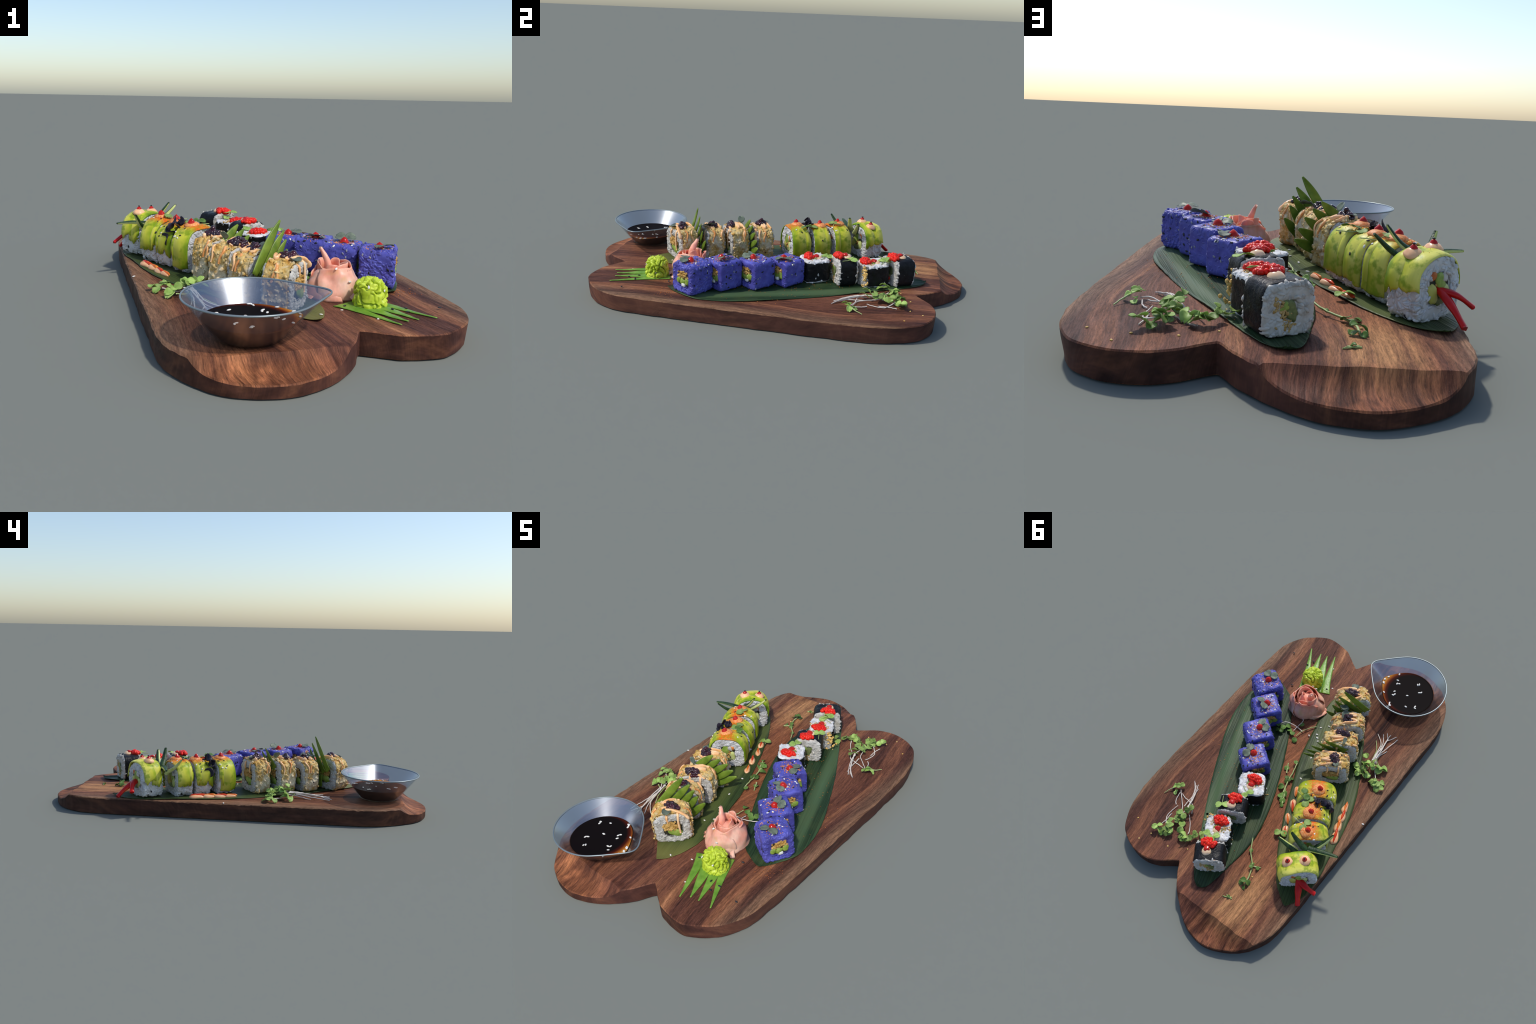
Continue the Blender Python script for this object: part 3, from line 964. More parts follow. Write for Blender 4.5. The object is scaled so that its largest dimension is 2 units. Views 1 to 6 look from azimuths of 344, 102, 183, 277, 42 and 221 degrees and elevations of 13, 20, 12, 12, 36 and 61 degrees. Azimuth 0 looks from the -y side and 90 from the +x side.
        n = len(t)
        f = [tuple(reversed(q)) for q in grid_faces(nx, n, wrap_v=True)]
        o2 = nx * n
        f += [tuple(i + o2 for i in q) for q in grid_faces(nx, n, wrap_v=True)]
        f += [(j, (j + 1) % n, o2 + (j + 1) % n, o2 + j) for j in range(n)]
        l = (nx - 1) * n
        f += [(l + (j + 1) % n, l + j, o2 + l + j, o2 + l + (j + 1) % n) for j in range(n)]
        f = [tuple(reversed(q)) for q in f]
        return self.add(name, np.vstack([vout, vin]), f, mat)

    def drape(self, mat, name, x0, x1, t0, t1, off, th, seed, ragged=0.12, nth=52, nx=15, skew=0.0, dust=0.0):
        """slice laid over the crown from side angle t0 to t1"""
        g = np.linspace(0, 1, nth)[:, None]; h = np.linspace(0, 1, nx)[None, :]
        hh = np.c_[h.ravel(), h.ravel() * 0, h.ravel() * 0]
        r0 = ragged * (0.9 * perlin(hh, 2.6, seed) + 0.22 * perlin(hh, 9, seed + 1)); r1 = ragged * (0.9 * perlin(hh, 2.6, seed + 2) + 0.22 * perlin(hh, 9, seed + 3))
        T = (t0 + r0[None, :]) * (1 - g) + (t1 + r1[None, :]) * g
        gg = np.c_[g.ravel(), g.ravel() * 0, g.ravel() * 0]
        e0 = 0.006 * perlin(gg, 4, seed + 5); e1 = 0.006 * perlin(gg, 4, seed + 6)
        X = (x0 + e0[:, None]) * (1 - h) + (x1 + e1[:, None]) * h + skew * (g - 0.5)
        # belly: thicker in the middle of the slice
        O = off + th * 0.5 + 0.0075 * np.sin(np.clip(h, 0, 1) * PI) ** 0.8 - 0.003 + 0 * g
        yz = self.prof(T, O)
        P = np.concatenate([X[..., None], yz], axis=2)
        flat = P.reshape(-1, 3)
        P = P + grid_normals(P) * (0.0032 * fbm(flat + seed, 15, seed, 2).reshape(nth, nx))[..., None]
        P[..., 2] = np.maximum(P[..., 2], 0.003)
        v, f = thick_sheet(P, th, 0.3, 2)
        ob = self.add(name, v, f, mat)
        ob["dust"] = float(dust)
        return ob

    def grains(self, mat, n, filt=None, size=(0.0125, 0.0056, 0.0048), sink=0.45, name="rice_grain"):
        P, N = sample(self.bodyob, n, self.g, filt)
        if not len(P):
            return
        R = rot_from(N, self.g)
        k = self.g.uniform(0.8, 1.15, (len(P), 1))
        S = np.array(size)[None] * k
        pos = P - N * (S[:, 2:3] * sink)
        v, f = scatter(sphere(8, 6), pos, R, S)
        v[:, 2] = np.maximum(v[:, 2], 0.0)
        ob = self.add(name, v, f, mat, raw=True)
        ob["kind"] = "stuff"

    def ready(self, obs):
        """collision tree over the given parts, so toppings can be laid on them"""
        V, F, o = [], [], 0
        for ob in obs:
            V += [v.co.copy() for v in ob.data.vertices]
            F += [tuple(i + o for i in p.vertices) for p in ob.data.polygons]
            o = len(V)
        self.bvh = BVHTree.FromPolygons(V, F)

    def drop(self, x, y):
        h, n, _, _ = self.bvh.ray_cast(Vector((x, y, 0.6)), Vector((0, 0, -1)))
        if h is None:
            return np.array([x, y, self.H]), np.array([0, 0, 1.0])
        n = np.array(n)
        return np.array(h), n if n[2] > 0 else -n

    # toppings, placed by local x, y ------------------------------------
    def dot(self, name, x, y, r, h, mat, tip=0.35, lift=0.0, seed=0, upright=0.7):
        p, n = self.drop(x, y)
        n = n * (1 - upright) + np.array([0, 0, 1]) * upright
        v, f = dome(r, h, tip, jitter=0.10, seed=seed + self.seed)
        return self.add(name, v @ align(n).T + p + [0, 0, lift], f, mat, raw=True)

    def pile(self, name, x, y, ex, ey, n, r, mat, hgt=1.0, spin=0.0, rj=0.3):
        g = self.g
        a = g.uniform(0, 2 * PI, n); q = np.sqrt(g.random(n))
        dx, dy = ex * q * np.cos(a), ey * q * np.sin(a)
        c, s = math.cos(spin), math.sin(spin)
        pos = []
        for i in range(n):
            X, Y = x + c * dx[i] - s * dy[i], y + s * dx[i] + c * dy[i]
            p, _ = self.drop(X, Y)
            layer = (1 - q[i]) * hgt * g.uniform(0.2, 1.0)
            pos.append(p + [0, 0, r * 0.55 + layer * r * 2.2])
        pos = np.array(pos)
        R = rot_from(g.normal(size=(n, 3)), g)
        S = r * g.uniform(1 - rj, 1 + rj, (n, 1)) * g.uniform(0.9, 1.15, (n, 3))
        v, f = scatter(sphere(10, 8), pos, R, S)
        ob = self.add(name, v, f, mat, raw=True)
        ob["kind"] = "stuff"
        return ob

    def sprig(self, x, y, size, ang, mat, lobes=2, lift=0.004, tilt=0.25, stem=0.05, seed=0, curl=0.25, smat=None, name="micro_leaf"):
        p, n = self.drop(x, y)
        v, f = cotyledon(size, lobes, curl, seed=seed + self.seed)
        Rt = Rz(ang) @ np.array([[math.cos(tilt), 0, math.sin(tilt)], [0, 1, 0], [-math.sin(tilt), 0, math.cos(tilt)]])
        base = p + [0, 0, lift]
        ob = self.add(name, v @ Rt.T + base, f, mat, raw=True)
        if stem:
            d = Rz(ang) @ np.array([-1, 0.12, 0])
            q = [base + d * stem * t for t in (0, 0.35, 0.7, 1.0)]
            pts = [base]
            for w in q[1:]:
                h, _ = self.drop(w[0], w[1])
                pts.append(np.array([w[0], w[1], h[2] + 0.003]))
            v, f = tube(catmull(pts, 4), 0.0016, 6)
            self.add("leaf_stem", v, f, smat or STEM_G, raw=True)
        return ob

    def seeds(self, mat, n, name, filt=None, size=(0.0064, 0.0036, 0.0018)):
        P, N = sample(self.target, n, self.g, filt)
        if not len(P):
            return
        v, f = scatter(sphere(8, 6), P + N * 0.001, rot_from(N, self.g), np.array(size)[None] * self.g.uniform(0.85, 1.15, (len(P), 1)))
        ob = self.add(name, v, f, mat, raw=True)
        ob["kind"] = "stuff"

    def flakes(self, mat, n, filt, r=0.0016, name="chilli_flake"):
        P, N = sample(self.target, n, self.g, filt)
        if not len(P):
            return
        S = r * self.g.uniform(0.6, 1.7, (len(P), 3)) * np.array([1.3, 1, 0.5])
        v, f = scatter(sphere(5, 4), P + N * 0.0006, rot_from(N, self.g), S)
        ob = self.add(name, v, f, mat, raw=True, smooth=False)
        ob["kind"] = "stuff"

    def drizzle(self, pts, r, mat, lift=0.002, name="sauce_drizzle", jitter=0.25):
        """bead of sauce over local (x, y) points; a third value is an explicit height"""
        c = catmull([(*p[:2], p[2] if len(p) > 2 else -1) for p in pts], 7)
        out = []
        for x, y, z in c:
            h, n = self.drop(x, y)
            out.append(h + n * lift if z < 0 else np.array([x, y, z]))
        out = np.array(out)
        hi = out[:, 2].copy()
        for _ in range(4):
            out[1:-1] = 0.25 * out[:-2] + 0.5 * out[1:-1] + 0.25 * out[2:]
        out[:, 2] = np.maximum(out[:, 2], hi - 0.001)
        w = r * (1 + jitter * perlin(out + self.seed, 38, 5))
        w[:2] *= 0.6; w[-2:] *= 0.6
        v, f = tube(out, w, 10, 0.62)
        return self.add(name, v, f, mat, raw=True)

    def chunk(self, name, c, s, mat, rough=0.15, rs=60, rot=0.0, seed=0):
        """irregular filling piece centred at roll-space c with half sizes s"""
        v, f = sphere(18, 12)
        v = np.sign(v) * np.abs(v) ** 0.75
        v = v * (1 + rough * fbm(v * np.array(s) + seed + self.seed, rs, seed, 2))[:, None]
        v = v * np.array(s)
        cr, sr = math.cos(rot), math.sin(rot)
        v = np.c_[v[:, 0], cr * v[:, 1] - sr * v[:, 2], sr * v[:, 1] + cr * v[:, 2]]
        return self.add(name, v + np.array(c), f, mat)

    def crumb_heap(self, name, c, s, n, r, mat):
        g = self.g
        d = g.normal(size=(n, 3)); d /= np.linalg.norm(d, axis=1, keepdims=True)
        pos = np.array(c) + d * np.array(s) * (g.random((n, 1)) ** 0.4)
        v, f = scatter(sphere(6, 4), pos, rot_from(d, g), r * g.uniform(0.45, 1.35, (n, 3)))
        ob = self.add(name, v, f, mat, smooth=False)
        ob["kind"] = "stuff"


up_only = lambda lim: (lambda P, N: (N[:, 2] > lim))

# ---- blue rice rolls
def blue_roll(loc, ang, top, drop_w, leaf_w, leaf_ang, seed, knobbly, leaf_lift=0.012, leaf_tilt=-0.2):
    r = Roll("blue_sushi_roll", "square blue-violet rice roll with red sauce dot and leaf", loc, ang, 0.142, top - LEAFZ, 0.131, 7.0, 8.0, 0.5, seed, hole=0.52)
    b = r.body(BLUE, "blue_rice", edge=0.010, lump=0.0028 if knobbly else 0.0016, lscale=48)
    hw, H, hl = r.W / 2, r.H, r.L / 2
    def nohole(P, N):
        rr = np.sqrt(P[:, 1] ** 2 + (P[:, 2] - H / 2) ** 2)
        return ~((np.abs(P[:, 0]) > hl - 0.012) & ((np.abs(P[:, 1]) < 0.050) & (np.abs(P[:, 2] - H * .52) < 0.042))) & (P[:, 2] > 0.004)
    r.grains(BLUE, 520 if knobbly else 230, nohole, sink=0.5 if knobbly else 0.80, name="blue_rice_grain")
    for sgn in (1, -1):
        x = sgn * (hl - 0.006)
        r.chunk("nori_lining", (x - sgn * 0.005, 0.002, H * 0.52), (0.008, 0.050, 0.044), DARK_FILL, 0.1)
        r.crumb_heap("crumb_filling", (x + sgn * 0.001, 0.003, H * 0.64), (0.005, 0.040, 0.019), 70, 0.0066, CRUMB)
        r.chunk("cucumber_strip", (x, -0.028, H * 0.43), (0.0085, 0.016, 0.015), CUKE, 0.3, seed=1, rot=0.5)
        r.chunk("cucumber_strip", (x, 0.000, H * 0.40), (0.0085, 0.018, 0.016), CUKE, 0.3, seed=5, rot=-0.3)
        r.chunk("cucumber_strip", (x, 0.030, H * 0.46), (0.0085, 0.016, 0.018), CUKE, 0.3, seed=2)
        r.chunk("cream_cheese", (x + sgn * 0.0015, 0.006, H * 0.31), (0.008, 0.013, 0.010), CREAM, 0.2, seed=3)
    r.ready([b]); r.target = b
    d = r.local(drop_w)
    r.dot("sauce_drop", d[0], d[1], 0.0190, 0.025, RED_DROP, 0.65, -0.002)
    top_f = lambda P, N: (P[:, 2] > H - 0.012) & (N[:, 2] > 0.6)
    r.seeds(SEED_W, 8, "white_sesame_seed", top_f, (0.0068, 0.0036, 0.0018))
    r.seeds(SEED_B, 8, "black_sesame_seed", top_f)
    r.seeds(SEED_DULL, 9, "sesame_seed", lambda P, N: (np.abs(N[:, 1]) > 0.7) & (P[:, 2] > 0.01), (0.0060, 0.0034, 0.0014))
    r.seeds(SEED_B, 12, "black_sesame_seed", lambda P, N: (np.abs(N[:, 1]) > 0.7) & (P[:, 2] > 0.01))
    near = lambda P, N: (N[:, 2] > 0.6) & (P[:, 2] > H - 0.012) & (np.hypot(P[:, 0] - d[0] * 0.6, P[:, 1] - d[1] * 0.6) < 0.028 + 0.036 * r.g.random(len(P)))
    r.flakes(FLAKE, 120, near, 0.0017); r.flakes(FLAKE_O, 170, near, 0.0018)
    l = r.local(leaf_w)
    # leaf base sits beside the drop, blade reaches to the measured centre
    base = d[:2] + (l[:2] - d[:2]) * 0.35
    a = math.atan2(l[1] - d[1], l[0] - d[0])
    r.sprig(base[0], base[1], 0.044, a + leaf_ang, MICRO_P, 2, leaf_lift, leaf_tilt, 0.02, seed, smat=STEM, name="purple_micro_leaf")
    return r

blue_roll((.386, -.286), -30, .233, (.384, -.296, .25), (.397, -.356, .247), 0.0, 1, True)
blue_roll((.294, -.164), -35, .231, (.293, -.172, .25), (.325, -.130, .259), 0.2, 2, False, 0.014, -0.55)
blue_roll((.228, -.016), -35, .226, (.227, -.031, .244), (.206, -.073, .239), 0.0, 3, False, 0.008, -0.3)
blue_roll((.146, .118), -35, .216, (.156, .107, .238), (.216, .119, .235), 0.0, 4, False, 0.010, -0.15)

# ---- rolls wrapped in nori
def nori_roll(loc, ang, H, W, L, upright, mayo_w, roe_w, leaf_w, leaf_ang, seed, nroe=26, open_side=False):
    lab = "nori-wrapped rice roll standing on its cut face, roe on top" if upright else "black nori-wrapped rice roll topped with red roe"
    r = Roll("nori_sushi_roll", lab, loc, ang, W, H, L, 4.6, 5.0, 0.5, seed, upright, hole=0.36)
    RC = RICE if upright else RICE_DIM
    b = r.body(RC, "rice", edge=0.009, lump=0.003, lscale=46, inset=0.0)
    hl = L / 2
    wr = lambda v: 0.0011 * fbm(v + seed, 34, seed, 3) + 0.0012 * perlin(v, 12, seed + 1)
    n = r.shell(NORI, "nori_sheet", -hl + 0.009, hl - 0.008, 0.0, 0.003, wr)
    mid = H / 2
    def face(P, N):
        q = np.c_[P[:, 2] - L / 2, P[:, 1], P[:, 0] + H / 2] if upright else P
        rr = np.sqrt(q[:, 1] ** 2 + (q[:, 2] - mid) ** 2)
        return (np.abs(q[:, 0]) > hl - 0.010) & (rr > 0.022)
    r.grains(RC, 190, face, (0.0138, 0.0064, 0.0050), 0.86 if upright else 0.72)
    for s in (1, -1):
        x = s * (hl - 0.005)
        r.chunk("nori_lining", (x - s * 0.005, -0.002 * s, mid), (0.006, 0.032, 0.036), DULL_GREEN, 0.35, 45, 0.3, 7)
        r.chunk("avocado_strip", (x, 0.006 * s, mid - 0.004), (0.0075, 0.015, 0.029), DULL_GREEN, 0.45, 60, 0.4, 1)
        r.chunk("cucumber_strip", (x, -0.013 * s, mid + 0.008), (0.0068, 0.011, 0.018), CUKE, 0.4, 60, -0.5, 2)
        for k in range(3):
            P = np.c_[np.full(26, x + s * 0.0035), -0.034 * s + 0.016 * s * k + 0.007 * r.g.normal(size=26), mid + 0.012 - 0.026 * k + 0.014 * r.g.normal(size=26)]
            v, f = scatter(sphere(7, 5), P, rot_from(r.g.normal(size=(26, 3)), r.g), 0.0052 * r.g.uniform(0.5, 1.3, (26, 3)) * [0.6, 1, 1])
            ob = r.add("crumb_filling", v, f, OCHRE, ); ob["kind"] = "stuff"
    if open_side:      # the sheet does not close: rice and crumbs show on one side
        P, N = sample(b, 240, r.g, lambda P, N: (N[:, 1] < -0.75) & (P[:, 2] > 0.006) & (P[:, 2] < L - 0.006))
        v, f = scatter(sphere(8, 6), P + [0, -0.0035, 0], rot_from(N, r.g), np.tile([0.0125, 0.0058, 0.0052], (len(P), 1)))
        ob = r.add("rice_grain", v, f, RICE_DIM, raw=True); ob["kind"] = "stuff"
        v, f = scatter(sphere(7, 5), np.array([W * 0.36, -W / 2 - 0.005, L * 0.5]) + r.g.normal(size=(46, 3)) * [0.012, 0.002, 0.030], rot_from(r.g.normal(size=(46, 3)), r.g), 0.006 * r.g.uniform(0.6, 1.3, (46, 3)))
        v[:, 2] = np.clip(v[:, 2], 0.002, L)
        ob = r.add("crumb_filling", v, f, FLAKE_Y, raw=True); ob["kind"] = "stuff"
    r.ready([b, n]); r.target = b
    m = r.local(mayo_w); q = r.local(roe_w)
    r.dot("mayonnaise_dot", m[0], m[1], 0.0245, 0.020, MAYO_PALE, 0.35, -0.004)
    p0, _ = r.drop(m[0], m[1])
    v, f = dome(0.016, 0.010, 0.2, jitter=0.3, seed=seed)
    off = (q[:2] - m[:2]) * 0.2
    r.add("chilli_sauce_dab", v + p0 + [off[0], off[1], 0.011], f, RED_DROP, raw=True)
    r.pile("fish_roe", q[0], q[1], 0.036, 0.021, nroe * 2, 0.0094, ROE, 0.9, math.atan2(q[1] - m[1], q[0] - m[0]) + PI / 2, 0.15)
    l = r.local(leaf_w)
    r.sprig(l[0], l[1], 0.036, leaf_ang, MICRO, 2, 0.006, -0.25, 0.045, seed)
    r.flakes(FLAKE, 20, lambda P, N: (N[:, 2] > 0.7) & (P[:, 2] > 0.08), 0.0013)
    return r

nori_roll((-.030, .664), 125, .134, .146, .106, False, (-.022, .672, .239), (-.002, .633, .244), (.022, .600, .22), -1.0, 11)
nori_roll((.024, .541), 33, .126, .132, .112, True, (.018, .553, .21), (.036, .500, .218), (.010, .592, .222), 2.4, 12, 30, True)
nori_roll((.050, .396), 118, .130, .138, .100, False, (.048, .408, .24), (.056, .366, .25), (.088, .432, .232), 0.2, 13)
nori_roll((.052, .246), 33, .134, .134, .112, True, (.046, .262, .21), (.054, .218, .225), (.036, .304, .218), 2.2, 14, 30)

# ---- avocado-draped rolls
def D_side(r):
    """filling visible on both cut faces"""
    H, hl = r.H, r.L / 2
    for s in (1, -1):
        x = s * (hl - 0.004)
        r.chunk("nori_lining", (x - s * 0.005, 0, H * 0.48), (0.007, 0.052, 0.058), DARK_FILL, 0.12)
        r.chunk("cucumber_strip", (x, 0.008, H * 0.60), (0.009, 0.021, 0.029), CUKE, 0.3, 50, 0.4, 1)
        r.chunk("avocado_chunk", (x, -0.026 * s, H * 0.42), (0.009, 0.017, 0.030), EGG, 0.25, 40, 0.3, 2)
        r.chunk("salmon_piece", (x, -0.026, H * 0.70), (0.008, 0.015, 0.012), SALMON, 0.3, 50, 0.5, 3)
        r.chunk("cucumber_strip", (x, 0.027 * s, H * 0.40), (0.009, 0.014, 0.026), CUKE_PALE, 0.3, 40, -0.2, 4)
        r.chunk("avocado_strip", (x, 0.002, H * 0.30), (0.0085, 0.022, 0.013), DULL_GREEN, 0.4, 60, 0.1, 5)
        r.chunk("crab_strip", (x + s * 0.001, 0.020 * s, H * 0.68), (0.008, 0.013, 0.015), RICE_DIM, 0.4, 60, 0.2, 6)
        r.crumb_heap("crumb_filling", (x + s * 0.002, -0.004, H * 0.46), (0.004, 0.020, 0.022), 26, 0.0052, CRUMB)

def avocado_roll(loc, ang, W, L, H, slices, seed, drop_w=None, leaf=None, eyes=None):
    lab = "avocado-draped rice roll with two sauce eyes" if eyes else "rice roll draped with avocado slices, sauce dot on top"
    r = Roll("avocado_sushi_roll", lab, loc, ang, W, H - 0.008, L, 2.45, 5.0, 0.46, seed, hole=0.50)
    b = r.body(RICE_MID, "rice", edge=0.009, lump=0.0045, lscale=40)
    hl = L / 2
    def vis(P, N):
        rr = np.sqrt((P[:, 1] / 0.046) ** 2 + ((P[:, 2] - r.H * .48) / 0.052) ** 2)
        return ((np.abs(N[:, 0]) > 0.6) & (rr > 1.0)) | (P[:, 2] < 0.085)
    r.grains(RICE_MID, 430, vis, (0.0120, 0.0054, 0.0048), 0.35)
    D_side(r)
    obs = [b]
    for k, (x0, x1, t0, t1, off, skew, dust) in enumerate(slices):
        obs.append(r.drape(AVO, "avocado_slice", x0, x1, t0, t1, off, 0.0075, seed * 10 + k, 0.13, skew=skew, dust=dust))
    r.ready(obs); r.target = obs[1]
    if drop_w is not None:
        d = r.local(drop_w)
        r.dot("mayonnaise_dot", d[0] + 0.004, d[1] - 0.006, 0.033, 0.018, DUSTED, 0.4, -0.003)
        p, _ = r.drop(d[0], d[1])
        v, f = dome(0.0160, 0.026, 0.7, jitter=0.2, seed=seed)
        r.add("sauce_drop", v + p + [0, 0, 0.004], f, RED_DROP, raw=True)
    if eyes:
        for w in eyes:
            d = r.local(w)
            r.dot("mayonnaise_eye", d[0], d[1], 0.0285, 0.023, MAYO, 0.55, -0.003, upright=0.75)
            p, _ = r.drop(d[0], d[1])
            v, f = dome(0.0125, 0.015, 0.7, jitter=0.1, seed=seed)
            r.add("sauce_pupil", v + p + [0, 0, 0.0130], f, RED_DROP, raw=True)
            v, f = scatter(sphere(8, 6), (p + [0, 0, 0.0285])[None], rot_from(np.array([[0, 0, 1.0]]), r.g), np.array([[0.006, 0.0042, 0.0028]]))
            r.add("black_sesame_seed", v, f, SEED_B, raw=True)
    for ob in obs[1:]:
        r.target = ob
        nb = 5 if eyes else 10
        r.flakes(FLAKE_O, 12 if eyes else 110, lambda P, N: (N[:, 2] > 0.6) & (np.abs(P[:, 1] + 0.02 * r.g.normal(size=len(P))) < 0.032), 0.0013)
        if not eyes:
            r.seeds(SEED_B, 3, "black_sesame_seed", lambda P, N: (N[:, 2] > 0.3) & (P[:, 2] > r.H * 0.6))
            r.seeds(SEED_W, 2, "white_sesame_seed", lambda P, N: (N[:, 2] > 0.3) & (P[:, 2] > r.H * 0.6))
    r.target = b
    r.seeds(SEED_B, 7, "black_sesame_seed", lambda P, N: (P[:, 2] < 0.07) & (np.abs(N[:, 0]) < 0.5))
    if leaf:
        l = r.local(leaf[0])
        r.sprig(l[0], l[1], 0.038, leaf[1], MICRO, 2, 0.010, -0.2, 0.075, seed, smat=STEM_G)
    return r

W_ = -0.04      # west end of the slices (low on the visible side)
E_ = PI + 0.42  # east end, almost to the leaf
head = avocado_roll((-.412, .455), 133, .176, .106, .181,
    [(.055, -.020, 0.03, PI - 0.04, 0.001, 0.010, 0.0), (.004, -.054, -0.02, PI + 0.0, 0.001, -0.012, 0.0)], 21,
    eyes=[(-.376, .483, .293), (-.436, .430, .291)])
avocado_roll((-.350, .296), 129, .172, .084, .177, [(.047, -.030, W_, E_, 0.0015, 0.006, 1.0), (-.012, -.046, W_ + .05, E_ - .1, 0.000, -0.004, 1.0)], 22, (-.349, .304, .289), ((-.316, .290, .28), 0.9))
avocado_roll((-.294, .200), 122, .168, .084, .174, [(.046, .012, W_ + .05, E_, 0.000, 0.008, 1.0), (.034, -.046, W_, E_ - .2, 0.0018, 0.006, 1.0)], 23, (-.296, .216, .290), ((-.242, .178, .27), 0.9))
g4 = avocado_roll((-.245, .092), 124, .176, .092, .178, [(.047, .018, W_ + .03, E_ - .1, 0.000, 0.008, 0.9), (.036, -.050, W_ - .4, E_ - .2, 0.0018, -0.006, 0.9)], 24, (-.257, .089, .285))

# red chilli tongue of the head roll
def chilli_strip(pts, w):
    c = catmull(pts, 8)
    t = np.linspace(0, 1, len(c))
    return tube(c, w * np.clip(1.0 - 0.50 * t + 0.06 * np.sin(t * 14), 0.2, 1), 10, 0.60, up=(0.2, 0.3, 1))
H = head
for tip, midp, w in (((-.505, .577, .094), (-.480, .540, .134), .0235), ((-.541, .490, .126), (-.497, .498, .158), .0215)):
    root = H.local((-.425, .462, .172)); a = H.local((-.450, .490, .170)); m = H.local(midp); e = H.local(tip)
    v, f = chilli_strip([root, a, m, e], w)
    H.add("chilli_tongue", v, f, CHILLI, raw=True)

# cucumber horns and whiskers stuck behind the head
def cucumber_stick(root, tip, bend, w, skin=(5, 6, 7, 8, 9)):
    a, b = H.local(root), H.local(tip)
    mid = (a + b) / 2 + np.array([0, 0, bend])
    c = catmull([a - (b - a) * 0.15, a, mid, b], 7)
    t = np.linspace(0, 1, len(c))
    rad = w * 1.25 * (1 - 0.62 * t ** 2.2)
    k = 10
    v, f = tube(c, rad, k, 0.62)
    midx = []
    for q in f:
        if len(q) == 4:
            j = q[0] % k
            midx.append(1 if j in skin else 0)
        else:
            midx.append(1)
    H.add("cucumber_stick", v, f, None, raw=True, mats=[CUKE_PALE, CUKE_SKIN], midx=midx)
cucumber_stick((-.352, .405, .235), (-.275, .423, .304), -0.004, .0135, (3, 4, 5, 6, 7))
cucumber_stick((-.388, .372, .245), (-.313, .371, .321), -0.010, .0140)
cucumber_stick((-.425, .330, .215), (-.470, .250, .286), -0.008, .0130, (3, 4, 5, 6, 7))
cucumber_stick((-.420, .352, .236), (-.541, .311, .242), 0.004, .0130, (5, 6, 7, 8))

# crumpled violet leaf and dark sprigs on the fourth avocado roll
def crumpled_leaf(r, w, size, mat, n, seed, name="violet_leaf"):
    c = r.local(w)
    g = np.random.default_rng(seed)
    for k in range(n):
        v, f = cotyledon(size * g.uniform(0.7, 1.1), 1, g.uniform(0.4, 0.9), seed=seed + k, th=0.002)
        R = rot_from(g.normal(size=(1, 3)), g)[0]
        r.add(name, v @ R.T + c + g.normal(size=3) * size * 0.25, f, mat, raw=True)
crumpled_leaf(g4, (-.334, .130, .236), .050, MICRO_V, 6, 5)
crumpled_leaf(g4, (-.318, .138, .264), .042, MICRO_V, 5, 8)
g4.sprig(*g4.local((-.222, .150, .27))[:2], 0.036, -1.2, MICRO_D, 2, 0.012, -0.3, 0.06, 3)

